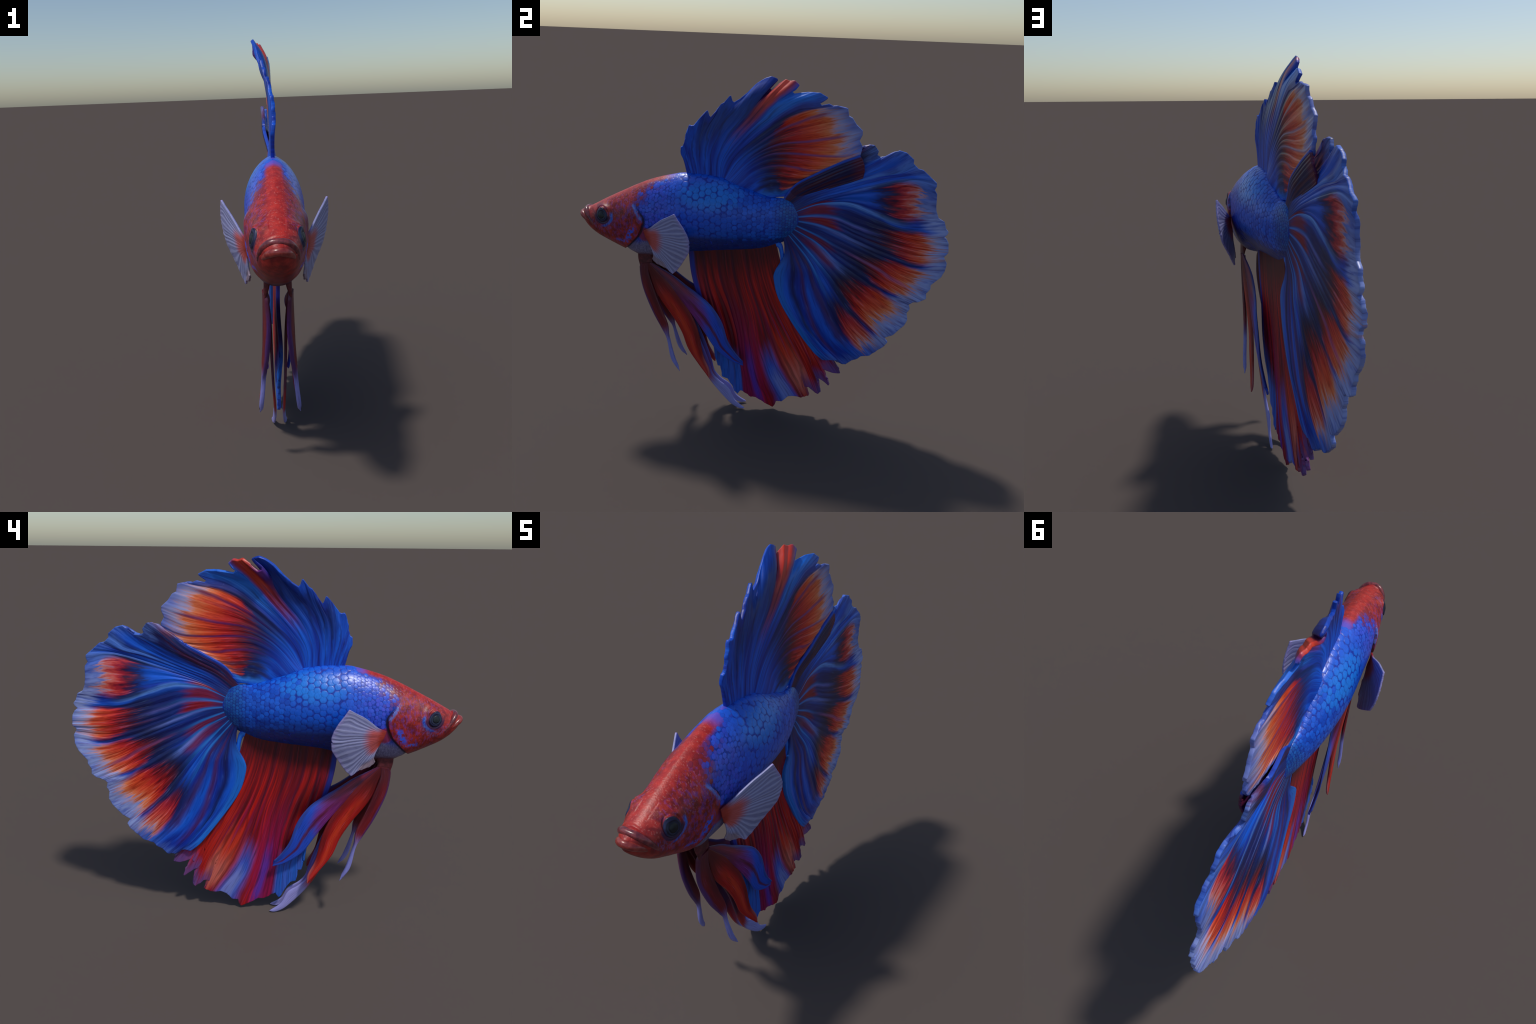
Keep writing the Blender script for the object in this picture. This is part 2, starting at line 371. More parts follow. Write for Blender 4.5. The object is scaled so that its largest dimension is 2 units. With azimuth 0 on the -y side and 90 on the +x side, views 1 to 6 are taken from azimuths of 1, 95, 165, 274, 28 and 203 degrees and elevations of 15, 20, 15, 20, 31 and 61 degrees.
def fin_material(name, base, patches, rays, ray_dark=0.5, ray_light=None, fine=60, margin=None, lines=None, bump=0.15, halo=False, wedges=(), over=()):
    """Fin colour in fin coordinates: 'ray' counts rays across the fin, 'reach' runs 0..1 from root to
    margin.  patches = (ray0, ray1, soft, reach0, reach1, soft, colour, opacity), painted in order."""
    n = Nodes(name)
    u, v = n.attr("ray"), n.attr("reach")
    streak = n.noise(n.vec(n.mul(u, fine / rays * 1.0), n.mul(v, 2.2)), 3.0, 3.0, 0.6)
    broad = n.noise(n.vec(n.mul(u, 1.6), n.mul(v, 1.7), 3.0), 1.6, 2.0)
    # ragged borders: the fine streaks push colours up and down along the rays
    tongue = n.noise(n.vec(n.mul(u, 3.6), n.mul(v, 0.9), 5.0), 1.0, 2.0)
    vv = n.add(v, n.add(n.mad(streak, 0.09, -0.045), n.mad(tongue, 0.16, -0.08)))
    uu = n.add(u, n.mad(n.noise(n.vec(u, n.mul(v, 3.0), 7.0), 1.7, 2.0), 0.30, -0.15))
    col = base(n, u, v, vv) if callable(base) else base
    for r0, r1, su, v0, v1, sv, c, a in patches:
        m = n.mul(n.band(uu, r0, r1, su), n.mul(n.smooth(vv, v0 - 2.0 * sv, v0 + 1.2 * sv), n.smooth(vv, v1 + sv, v1 - sv)))
        if c[0] > 0.25 and c[2] < 0.2 and a >= 0.8 and halo:
            h = n.mul(n.band(uu, r0 - 0.10, r1 + 0.10, su * 1.2), n.mul(n.smooth(vv, v0 - 3.2 * sv, v0 - 0.6 * sv), n.smooth(vv, v1, v1 - 2 * sv)))
            col = n.mix(n.mul(h, 0.8), col, lin(20, 14, 46))
        col = n.mix(n.mul(m, a), col, c)
    # warm wedges that open toward the margin: maroon at the point, through red and orange to a pale hem
    for r0, r1, v0, v1, a in wedges:
        t = n.math("DIVIDE", n.sub(n.add(vv, n.mad(streak, 0.24, -0.12)), v0), v1 - v0)
        open_ = n.smooth(t, -0.1, 0.55)
        mid, half = (r0 + r1) / 2, (r1 - r0) / 2
        off = n.math("ABSOLUTE", n.sub(uu, mid))
        inside = n.smooth(n.sub(off, n.mul(open_, half * 0.45)), half * 0.55 + 0.10, half * 0.55 - 0.14)
        warm = n.ramp(t, [(0.0, lin(56, 12, 32)), (0.24, lin(128, 16, 24)), (0.44, lin(202, 30, 20)), (0.66, lin(240, 80, 26)), (0.85, lin(246, 128, 66)), (1.0, lin(236, 180, 168))], "LINEAR")
        dark = n.mul(n.smooth(n.sub(off, half), 0.30, 0.0), n.mul(n.smooth(t, -0.35, 0.05), n.smooth(t, 0.9, 0.5)))
        col = n.mix(n.mul(dark, 0.75), col, lin(20, 14, 46))
        col = n.mix(n.mul(n.mul(inside, a), n.mul(n.smooth(t, -0.15, 0.26), n.smooth(t, 1.12, 0.90))), col, warm)
    for r0, r1, su, v0, v1, sv, c, a in over:
        m = n.mul(n.band(uu, r0, r1, su), n.band(vv, v0, v1, sv))
        col = n.mix(n.mul(m, a), col, c)
    if margin:
        for v0, v1, c, a, r0, r1 in margin:
            m = n.mul(n.mul(n.smooth(vv, v0, v1), n.band(uu, r0, r1, 0.6)), n.mad(n.smooth(streak, 0.35, 0.62), 0.5, 0.5))
            col = n.mix(n.mul(m, a), col, c)
    if lines:                                    # thin dark lines along the rays: (spacing in rays, from, to, opacity, last ray)
        sp, v0, v1, a, last, lc = lines
        w = n.noise(n.vec(n.mul(u, 0.8), n.mul(v, 2.0), 11.0), 1.5, 2.0)
        f = n.math("ABSOLUTE", n.sub(n.math("FRACT", n.mad(w, 1.3, n.mul(u, 1 / sp))), 0.5))
        m = n.mul(n.smooth(f, 0.13, 0.03), n.mul(n.band(v, v0, v1, 0.1), n.smooth(u, last + 0.5, last - 0.5)))
        col = n.mix(n.mul(m, a), col, lc)
    # fine membrane grain: dark threads and paler threads along the rays
    col = n.mix(n.mul(n.smooth(streak, 0.52, 0.30), ray_dark), col, n.mix(1.0, col, (0.36, 0.32, 0.45, 1), "MULTIPLY"))
    if ray_light:
        col = n.mix(n.mul(n.smooth(streak, 0.56, 0.78), ray_light), col, n.mix(0.5, col, SKY))
    n.bump(streak, bump, 0.004)
    return n.done(col, 0.40, 0.45)


# ------------------------------------------------------------------ fins: sheets swept along rays
def fin_sheet(name, rays, edge, mat, parent, lift=None, thick=0.016, nu=320, nv=84, pleats=0, pleat_amp=0.003,
              mirror=False, rim=0.004, detail_from=0.6, sheet_x=False):
    """rays: key rays (root -> margin), 2D (y, z) or 3D; edge: free margin with all its notches.
    Every grid line follows a ray; near the margin it is drawn to the margin's own outline."""
    K = []
    m = 24
    for r in rays:
        p = np.asarray(r, float)
        if p.shape[1] == 2:
            p = np.c_[np.zeros(len(p)), p]
        K.append(catmull(p, np.linspace(0, 1, m)))
    K = np.array(K)                                            # ray, step, xyz
    k = np.arange(len(rays), dtype=float)
    env = pchip(k, K.reshape(len(rays), -1), np.linspace(0, k[-1], 1200)).reshape(1200, m, 3)
    # where along the fin each margin point belongs: nearest smooth tip, kept in order
    e = np.asarray(edge, float)
    if e.shape[1] == 2:
        e = np.c_[np.zeros(len(e)), e]
    tips = env[:, -1]
    ue = np.zeros(len(e))
    pos = 0
    total = np.r_[0, np.cumsum(np.linalg.norm(np.diff(e, axis=0), axis=1))]
    for i, p in enumerate(e):
        guess = total[i] / total[-1] * 1199
        lo, hi = int(max(pos, guess - 170)), int(min(1199, guess + 170))
        hi = max(hi, lo + 1)
        d = np.linalg.norm(tips[lo:hi + 1, 1:] - p[1:], axis=1) + 0.00004 * abs(np.arange(lo, hi + 1) - guess)
        pos = lo + int(np.argmin(d))
        ue[i] = pos
    ue[0], ue[-1] = 0, 1199
    gap = 1199 / len(e) * 0.30
    for i in range(1, len(e)):
        ue[i] = max(ue[i], ue[i - 1] + gap)
    ue *= 1199 / ue[-1]
    us = np.sort(np.unique(np.r_[np.linspace(0, 1199, nu), ue]))
    keep = np.r_[True, np.diff(us) > 0.4]
    us = us[keep]
    nu = len(us)
    S = pchip(np.arange(1200.0), env.reshape(1200, -1), us).reshape(nu, m, 3)
    vs = 1 - (1 - np.linspace(0, 1, nv)) ** 1.25
    S = pchip(np.linspace(0, 1, m), S.transpose(1, 0, 2).reshape(m, -1), vs).reshape(nv, nu, 3).transpose(1, 0, 2)
    T = np.stack([np.interp(us, ue, e[:, c]) for c in range(3)], 1)
    w = sstep(detail_from, 1, vs) ** 1.2
    T = T - rim * 0.9 * unit(S[:, -1] - S[:, -6])
    D = T - S[:, -1]
    if sheet_x:                                  # the margin keeps to the sheet's own lean
        D[:, 0] = 0
    P = S + w[None, :, None] * D[:, None, :]
    U = (us / 1199 * k[-1])[:, None] * np.ones((1, nv))
    V = np.ones((nu, 1)) * vs[None]
    if lift is not None:
        P[..., 0] += lift(U, V)
    N = grid_normals(P)
    if pleats:
        grow = sstep(0.02, 0.5, V) * (0.6 + 0.4 * V) * sstep(0, 0.12, U / k[-1])
        ph = U / k[-1] * pleats * 2 * math.pi
        wave = np.sin(ph + 0.8 * wobble(U * 3, 3)) * (0.7 + 0.4 * wobble(U * 2 + V * 2, 5)) + 0.22 * np.sin(ph * 3.1 + 1) * V * sstep(0, 0.25, U / k[-1])
        P = P + N * (wave * grow * pleat_amp)[..., None]
        N = grid_normals(P)
    # margins that run along the rays make skewed cells: even the normals out across the fin
    pad = np.concatenate([N[:1].repeat(4, 0), N, N[-1:].repeat(4, 0)])
    N = unit(sum(pad[i:i + nu] for i in range(9)))
    half = thick(U, V) / 2 if callable(thick) else np.full(U.shape, thick / 2)
    A, B = P + N * half[..., None], P - N * half[..., None]
    verts = [A.reshape(-1, 3), B.reshape(-1, 3)]
    faces = [quads(nu, nv), quads(nu, nv, True, nu * nv)]
    ray = [U.ravel(), U.ravel()]
    reach = [V.ravel(), V.ravel()]
    # rounded rim round the whole boundary
    idx = np.r_[np.arange(nv), np.arange(1, nu) * nv + nv - 1, (nu - 1) * nv + np.arange(nv - 2, -1, -1), np.arange(nu - 2, 0, -1) * nv]
    loop, ln = P.reshape(-1, 3)[idx], N.reshape(-1, 3)[idx]
    lh = half.ravel()[idx]
    tan = np.roll(loop, -1, 0) - np.roll(loop, 1, 0)
    out = unit(np.cross(ln, tan))
    centre = loop.mean(0)
    if np.mean(np.sum(out * (loop - centre), 1)) < 0:
        out = -out
    steps = np.radians([62, 30, 0, -30, -62])
    base = 2 * nu * nv
    L = len(idx)
    rings = [idx]
    for s, a in enumerate(steps):
        verts.append(loop + out * (rim * math.cos(a) ** 0.6) + ln * (lh * np.sign(math.sin(a)) * abs(math.sin(a)) ** 0.6)[:, None])
        ray.append(U.ravel()[idx])
        reach.append(V.ravel()[idx])
        rings.append(base + s * L + np.arange(L))
    rings.append(idx + nu * nv)
    for a, b in zip(rings[:-1], rings[1:]):
        faces.append(np.stack([a, np.roll(a, -1), np.roll(b, -1), b], 1))
    verts = np.concatenate(verts)
    faces = np.concatenate(faces)
    o = mesh_object(name, verts, faces, mat, parent, {"ray": np.concatenate(ray), "reach": np.concatenate(reach)}, sharp=60)
    fix_normals(o)
    if mirror:
        return o, mirrored(o, name, parent)
    return o


def fix_normals(o):
    import bmesh
    bm = bmesh.new()
    bm.from_mesh(o.data)
    bmesh.ops.recalc_face_normals(bm, faces=bm.faces)
    bm.to_mesh(o.data)
    bm.free()


def mirrored(o, name, parent):
    """The same part on the fish's other side (its own mesh, reflected in the middle plane)."""
    me = o.data.copy()
    co = np.empty(len(me.vertices) * 3, np.float32)
    me.vertices.foreach_get("co", co)
    co = co.reshape(-1, 3)
    co[:, 0] *= -1
    me.vertices.foreach_set("co", co.ravel())
    me.flip_normals()
    me.update()
    q = bpy.data.objects.new(name, me)
    bpy.context.scene.collection.objects.link(q)
    q.parent = parent
    return q


# ------------------------------------------------------------------ body form
#         y      top    bottom  half-width  height of greatest width
STATIONS = [
    (-0.992, 1.162, 1.146, 0.004, 1.153),
    (-0.986, 1.172, 1.130, 0.014, 1.153),
    (-0.976, 1.180, 1.116, 0.028, 1.152),
    (-0.960, 1.192, 1.098, 0.046, 1.148),
    (-0.930, 1.203, 1.070, 0.066, 1.138),
    (-0.890, 1.224, 1.041, 0.080, 1.134),
    (-0.845, 1.249, 1.017, 0.089, 1.138),
    (-0.800, 1.272, 0.996, 0.098, 1.142),
    (-0.750, 1.297, 0.980, 0.107, 1.146),
    (-0.700, 1.322, 0.956, 0.115, 1.156),
    (-0.650, 1.345, 0.935, 0.120, 1.168),
    (-0.600, 1.366, 0.934, 0.118, 1.174),
    (-0.500, 1.396, 0.942, 0.122, 1.182),
    (-0.400, 1.414, 0.960, 0.127, 1.190),
    (-0.300, 1.412, 0.978, 0.129, 1.192),
    (-0.200, 1.398, 0.990, 0.122, 1.190),
    (-0.100, 1.361, 1.000, 0.107, 1.186),
    (0.000, 1.325, 1.014, 0.084, 1.183),
    (0.060, 1.310, 1.032, 0.063, 1.178),
    (0.110, 1.308, 1.056, 0.047, 1.180),
    (0.150, 1.298, 1.082, 0.035, 1.185),
    (0.185, 1.268, 1.116, 0.023, 1.190),
    (0.207, 1.232, 1.154, 0.013, 1.194),
    (0.220, 1.203, 1.187, 0.004, 1.195),
]
ST = np.array(STATIONS)
EYE = np.array([0.078, -0.846, 1.172])
GILL = np.array([(0.90, -0.790), (0.960, -0.765), (0.985, -0.735), (1.03, -0.690), (1.08, -0.645), (1.13, -0.622), (1.17, -0.615),
                 (1.21, -0.636), (1.255, -0.670), (1.30, -0.700), (1.42, -0.75)])


def body_plain(y, a):
    """a: 0 at the back, pi/2 at the left flank, pi at the belly, then on round the right."""
    q = pchip(ST[:, 0], ST[:, 1:], y)
    top, bot, w, zc = q[..., 0], q[..., 1], q[..., 2], q[..., 3]
    c, s = np.cos(a), np.sin(a)
    # back: slightly ridged; jaw and throat: full; belly narrows to a keel where the anal fin begins
    low = 0.84 + 1.15 * sstep(-0.54, -0.36, y)
    pw = np.where(c < 0, low, 1.0 + 0.28 * sstep(-0.90, -0.70, y) * sstep(0.02, -0.22, y) - 0.06 * sstep(-0.10, 0.05, y))
    pw = 1 + (pw - 1) * sstep(0.0, 0.35, np.abs(c))
    x = w * np.sign(s) * np.abs(s) ** pw
    z = zc + np.where(c > 0, (top - zc), (zc - bot)) * c
    return np.stack([x, y, z], -1)


def body_relief(P):
    """How far the skin stands out from the plain loft: gill cover, eye sockets, snout, cheeks."""
    x, y, z = np.abs(P[..., 0]), P[..., 1], P[..., 2]
    d = y - np.interp(z, GILL[:, 0], GILL[:, 1])
    side = sstep(1.26, 1.20, z) * sstep(0.005, 0.03, x + 0.03 * (z < 1.05))
    h = side * (0.006 * sstep(-0.10, -0.012, d) * (d < 0) - 0.004 * sstep(0.045, 0.0, d) * (d >= 0))
    r = np.sqrt((y - EYE[1] - 0.003) ** 2 + ((z - EYE[2] - 0.003) / 1.08) ** 2)
    on = x > 0.03
    h = h + on * (0.006 * sstep(0.072, 0.034, r) - 0.0035 * np.exp(-((r - 0.0355) / 0.003) ** 2))
    brow = np.exp(-(((y + 0.836) / 0.030) ** 2 + ((z - 1.208) / 0.014) ** 2))
    h = h + on * 0.010 * brow
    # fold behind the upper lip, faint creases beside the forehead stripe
    h = h - 0.004 * np.exp(-((y + 0.936) / 0.006) ** 2) * sstep(1.13, 1.15, z)
    return h


def body_surface(y, a):
    P = body_plain(y, a)
    e = 1e-3
    dy = body_plain(y + e, a) - body_plain(y - e, a)
    da = body_plain(y, a + e) - body_plain(y, a - e)
    N = unit(np.cross(da, dy))
    return P + N * body_relief(P)[..., None], N


# ------------------------------------------------------------------ materials of the body
def red_line(n, y, z):
    """Signed distance behind the slanting border between the red head and the blue trunk."""
    return n.sub(n.sub(y, -0.565), n.mul(n.sub(z, 1.385), 0.72))


def skin_material():
    n = Nodes("fish_skin")
    p = n.coords()
    x, y, z = n.xyz()
    ax = n.math("ABSOLUTE", x)
    mott = n.noise(p, 34.0, 4.0, 0.6)
    fine = n.noise(n.vec(n.mul(x, 1.0), n.mul(y, 1.6), n.mul(z, 0.7)), 95.0, 3.0, 0.6)
    trunk = n.mix(n.smooth(fine, 0.35, 0.7), lin(12, 44, 150), lin(20, 72, 200))
    head = n.mix(n.smooth(mott, 0.35, 0.68), lin(120, 26, 28), lin(176, 46, 38))
    # forehead stripe, clean and bright
    stripe = n.mul(n.smooth(n.add(ax, n.mad(mott, 0.020, -0.010)), 0.046, 0.024), n.smooth(z, 1.15, 1.22))
    head = n.mix(n.mul(stripe, 0.85), head, n.mix(n.smooth(mott, 0.35, 0.68), lin(166, 30, 28), lin(194, 46, 34)))
    # violet and pink flecks on cheeks and nape
    fleck = n.noise(n.vec(n.mul(x, 1.0), n.mul(y, 1.5), n.mul(z, 0.75)), 60.0, 2.0, 0.5)
    flk = n.mul(n.smooth(fleck, 0.52, 0.64), n.mul(n.inv(stripe), n.smooth(y, -0.90, -0.84)))
    head = n.mix(n.mul(flk, 0.42), head, lin(142, 66, 140))
    pale = n.noise(n.vec(n.mul(x, 1.0), n.mul(y, 1.3), n.mul(z, 0.8)), 130.0, 1.0, 0.5)
    head = n.mix(n.mul(n.mul(n.smooth(pale, 0.60, 0.70), n.smooth(z, 1.13, 1.19)), 0.26), head, lin(214, 140, 130))
    # throat under the jaw: warm brown
    head = n.mix(n.mul(n.smooth(n.sub(z, n.mul(y, -0.35)), 0.765, 0.70), 0.7), head, lin(128, 52, 34))
    # blue crescent behind the eye
    ey, ez = n.sub(y, -0.846), n.sub(z, 1.172)
    r = n.math("SQRT", n.add(n.mul(ey, ey), n.mul(ez, ez)))
    wob = n.mad(mott, 0.02, -0.01)
    cres = n.mul(n.band(n.add(r, wob), 0.048, 0.062, 0.005), n.smooth(n.sub(ey, n.mul(ez, 0.6)), 0.022, 0.042))
    cres = n.mul(cres, n.smooth(ez, 0.028, 0.005))
    head = n.mix(n.mul(cres, 0.95), head, n.mix(n.smooth(fine, 0.4, 0.65), lin(30, 70, 180), lin(64, 130, 230)))
    low = n.mul(n.band(n.add(r, wob), 0.045, 0.085, 0.010), n.smooth(ez, -0.012, -0.035))
    head = n.mix(n.mul(low, n.mul(n.smooth(fine, 0.42, 0.6), 0.45)), head, lin(116, 100, 166))
    ring = n.band(r, 0.026, 0.047, 0.003)
    head = n.mix(n.mul(n.mul(ring, n.smooth(ez, 0.02, -0.01)), 0.85), head, lin(26, 26, 66))
    # blue marks on the gill cover
    g1 = n.mul(n.band(n.add(y, n.mul(n.sub(z, 1.10), -0.45)), -0.698, -0.668, 0.008), n.band(z, 1.055, 1.125, 0.012))
    g1 = n.mul(g1, n.smooth(n.noise(p, 70.0, 2.0), 0.40, 0.52))
    head = n.mix(n.mul(g1, 0.95), head, lin(36, 92, 226))
    g2 = n.mul(n.band(n.sub(y, n.mul(n.sub(1.255, z), 0.60)), -0.682, -0.660, 0.006), n.band(n.add(z, n.mad(mott, 0.05, -0.025)), 1.165, 1.245, 0.012))
    g2 = n.mul(g2, n.smooth(fine, 0.36, 0.52))
    head = n.mix(n.mul(g2, 0.7), head, lin(64, 138, 236))
    g3 = n.mul(n.band(n.add(z, n.mad(mott, 0.02, -0.01)), 1.033, 1.048, 0.005), n.band(y, -0.775, -0.705, 0.012))
    head = n.mix(n.mul(g3, n.smooth(fine, 0.42, 0.55)), head, lin(50, 96, 215))
    # violet-blue bloom over cheek and gill cover
    bloom = n.mul(n.smooth(n.noise(n.vec(n.mul(x, 1.0), n.mul(y, 1.4), n.mul(z, 0.8), ), 42.0, 3.0, 0.6), 0.50, 0.60), n.mul(n.band(y, -0.775, -0.60, 0.03), n.band(z, 1.03, 1.27, 0.03)))
    head = n.mix(n.mul(n.mul(bloom, n.smooth(ax, 0.05, 0.07)), 0.28), head, lin(70, 62, 178))
    # border head / trunk: ragged
    d = n.add(red_line(n, y, z), n.mad(n.noise(p, 26.0, 3.0), 0.12, -0.06))
    gd = n.sub(y, n.ramp_gill(z))
    isblue = n.mul(n.mul(n.smooth(d, -0.05, 0.05), n.smooth(gd, -0.002, 0.004)), n.inv(n.mul(stripe, n.smooth(y, -0.44, -0.50))))
    col = n.mix(isblue, head, trunk)
    nape = n.mul(stripe, n.band(y, -0.50, -0.40, 0.03))
    col = n.mix(n.mul(nape, 0.9), col, lin(98, 84, 200))
    # pale bib between gill and pelvic fins, ruddy pectoral root
    bib = n.mul(n.smooth(n.add(n.sub(z, n.mul(n.add(y, 0.60), 0.20)), n.mad(mott, 0.04, -0.02)), 1.085, 1.025), n.band(y, -0.745, -0.50, 0.02))
    behind = n.smooth(gd, 0.0, 0.012)
    bibc = n.mix(n.smooth(z, 0.985, 0.94), n.mix(n.smooth(fine, 0.3, 0.75), lin(96, 90, 128), lin(136, 130, 166)), lin(96, 38, 44))
    col = n.mix(n.mul(bib, behind), col, bibc)
    rr = n.add(n.math("POWER", n.sub(y, -0.605), 2.0), n.math("POWER", n.sub(z, 1.09), 2.0))
    col = n.mix(n.mul(n.smooth(rr, 0.0022, 0.0009), 0.8), col, lin(150, 36, 30))
    # dark slit under the gill cover's edge
    crack = n.band(gd, -0.001, 0.010, 0.003)
    col = n.mix(n.mul(n.mul(crack, n.smooth(z, 1.245, 1.19)), 0.85), col, lin(34, 18, 30))
    n.bump(n.add(n.mul(fine, 0.6), n.mul(mott, 0.6)), 0.35, 0.004)
    return n.done(col, 0.42, 0.45, 0.0)


def _ramp_gill(self, z):
    c = self.new("ShaderNodeFloatCurve")
    cv = c.mapping.curves[0]
    pts = [((zz - 0.9) / 0.52, yy + 1.0) for zz, yy in GILL]
    while len(cv.points) < len(pts):
        cv.points.new(0.5, 0.5)
    for q, (a, b) in zip(cv.points, pts):
        q.location = (a, b)
    c.mapping.update()
    self.put(c.inputs["Value"], self.mul(self.sub(z, 0.9), 1 / 0.52))
    return self.sub(c.outputs[0], 1.0)


Nodes.ramp_gill = _ramp_gill


def scale_material():
    n = Nodes("scale_plate")
    p = n.coords()
    x, y, z = n.xyz()
    rnd = n.new("ShaderNodeNewGeometry").outputs["Random Per Island"]
    rnd2 = n.math("FRACT", n.mul(rnd, 37.7))
    col = n.mix(rnd, lin(10, 76, 196), lin(22, 104, 232))
    # shoulder sheen painted in: turquoise tint, brightest cyan on a few scales for glints
    dy, dz = n.sub(y, -0.25), n.sub(z, 1.315)
    r = n.add(n.mul(n.mul(dy, dy), 22.0), n.mul(n.mul(dz, dz), 130.0))
    glow = n.mul(n.smooth(r, 1.0, 0.1), n.smooth(rnd2, 0.15, 0.9))
    col = n.mix(n.mul(glow, 0.65), col, lin(30, 140, 240))
    col = n.mix(n.mul(n.mul(glow, n.smooth(rnd, 0.80, 0.92)), 0.8), col, lin(60, 190, 245))
    col = n.mix(n.mul(n.smooth(y, -0.38, -0.58), n.mad(rnd2, 0.5, 0.2)), col, lin(84, 84, 226))
    # tail root: small dark teal scales
    col = n.mix(n.mul(n.smooth(y, 0.05, 0.15), 0.75), col, n.mix(rnd2, lin(16, 66, 140), lin(30, 110, 180)))
    # the odd red scale near the head
    d = n.add(red_line(n, y, z), n.mad(rnd, 0.09, -0.045))
    near = n.ramp(n.smooth(d, -0.075, 0.075), [(0.0, lin(146, 32, 34)), (0.35, lin(140, 40, 66)), (0.6, lin(96, 60, 150)), (1.0, lin(40, 84, 222))], "LINEAR")
    col = n.mix(n.smooth(d, 0.10, 0.02), col, near)
    ax = n.math("ABSOLUTE", x)
    lowz = n.smooth(n.add(z, n.mad(rnd, 0.02, -0.01)), 1.115, 1.075)  # underside shade of the flank, baked into the lower scales' colour
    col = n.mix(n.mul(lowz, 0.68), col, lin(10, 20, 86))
    grain = n.noise(n.vec(x, n.mul(y, 1.0), n.mul(z, 0.6)), 120.0, 3.0, 0.6)
    col = n.mix(n.mul(n.smooth(grain, 0.55, 0.30), 0.35), col, n.mix(1.0, col, (0.4, 0.4, 0.55, 1), "MULTIPLY"))
    edge = n.add(n.attr("rim"), n.mad(grain, 0.30, -0.15))
    col = n.mix(n.mul(n.smooth(edge, 0.66, 0.98), n.mad(n.smooth(y, 0.05, 0.13), 0.45, 0.33)), col, n.mix(1.0, col, (0.30, 0.25, 0.40, 1), "MULTIPLY"))
    n.bump(grain, 0.25, 0.003)
    return n.done(col, 0.34, 0.5, 0.1)


def plain_material(name, a, b, scale=40.0, rough=0.35, coat=0.2, bump=0.2):
    n = Nodes(name)
    q = n.noise(n.coords(), scale, 3.0, 0.6)
    n.bump(q, bump, 0.003)
    return n.done(n.mix(n.smooth(q, 0.35, 0.68), a, b), rough, 0.5, coat)


def eye_material():
    n = Nodes("eye_ball")
    s = n.new("ShaderNodeSeparateXYZ")
    n.t.links.new(n.coords(), s.inputs[0])
    y, z = s.outputs[1], s.outputs[2]
    r = n.math("SQRT", n.add(n.mul(y, y), n.mul(z, z)))
    r = n.add(r, n.mad(n.noise(n.coords(), 60.0, 3.0), 0.006, -0.003))
    col = n.ramp(n.mul(r, 25.0), [(0.0, lin(14, 20, 24)), (0.30, lin(22, 30, 36)), (0.40, lin(12, 14, 24)), (0.52, lin(36, 44, 70)),
                                  (0.62, lin(18, 20, 40)), (0.74, lin(44, 48, 84)), (0.9, lin(24, 24, 52)), (1.0, lin(40, 30, 60))])
    return n.done(col, 0.38, 0.4, 0.0)


# ------------------------------------------------------------------ build
fish = empty("fighting_fish")
fish["label"] = "ornamental fighting fish with flowing blue and red fins"
fish["category"] = "fish"

SKIN = skin_material()
PLATE = scale_material()


def build_body():
    """One smooth skin, cut by region into head, trunk and tail root with shared borders and normals."""
    ny, na = 520, 260
    t = np.linspace(0, 1, ny)
    ys = -0.992 + 1.212 * (0.55 * t + 0.45 * (t ** 1.6))
    a = np.linspace(0, 2 * math.pi, na, endpoint=False)
    Y, A = np.meshgrid(ys, a, indexing="ij")
    P, _ = body_surface(Y, A)
    dy = np.gradient(P, axis=0)
    da = np.roll(P, -1, 1) - np.roll(P, 1, 1)
    N = unit(np.cross(dy, da))
    cap0, cap1 = P[0].mean(0), P[-1].mean(0)
    verts = np.concatenate([P.reshape(-1, 3), [cap0, cap1]])
    norms = np.concatenate([N.reshape(-1, 3), [[0, -1, 0], [0, 1, 0]]])
    if np.sum((P[200] - P[200].mean(0)) * N[200]) < 0:
        norms[:-2] *= -1
        flip = True
    else:
        flip = False
    i, j = np.meshgrid(np.arange(ny - 1), np.arange(na), indexing="ij")
    j2 = (j + 1) % na
    f = np.stack([i * na + j, (i + 1) * na + j, (i + 1) * na + j2, i * na + j2], -1).reshape(-1, 4)
    if flip:
        f = f[:, ::-1]
    fc = verts[f].mean(1)
    gill = fc[:, 1] - np.interp(fc[:, 2], GILL[:, 0], GILL[:, 1])
    region = np.where(gill < 0, 0, np.where(fc[:, 1] < 0.06, 1, 2))
    c0 = [(ny * na, (k + 1) % na, k) if not flip else (ny * na, k, (k + 1) % na) for k in range(na)]
    last = (ny - 1) * na
    c1 = [(ny * na + 1, last + k, last + (k + 1) % na) if not flip else (ny * na + 1, last + (k + 1) % na, last + k) for k in range(na)]
    for r, name in enumerate(("head", "torso", "tail")):
        fs = [tuple(q) for q in f[region == r].tolist()] + (c0 if r == 0 else c1 if r == 2 else [])
        used = np.unique(np.concatenate([np.asarray(q) for q in fs]))
        remap = np.full(len(verts), -1)
        remap[used] = np.arange(len(used))
        mesh_object(name, verts[used], [tuple(remap[list(q)].tolist()) for q in fs], SKIN, fish, sharp=0, normals=norms[used])


build_body()


# ------------------------------------------------------------------ scales
def arc_table(y):
    """Angles at equal arc lengths from back to belly on the left side."""
    a = np.linspace(0, math.pi, 200)
    P, _ = body_surface(np.full_like(a, y), a)
    s = np.r_[0, np.cumsum(np.linalg.norm(np.diff(P, axis=0), axis=1))]
    return a, s


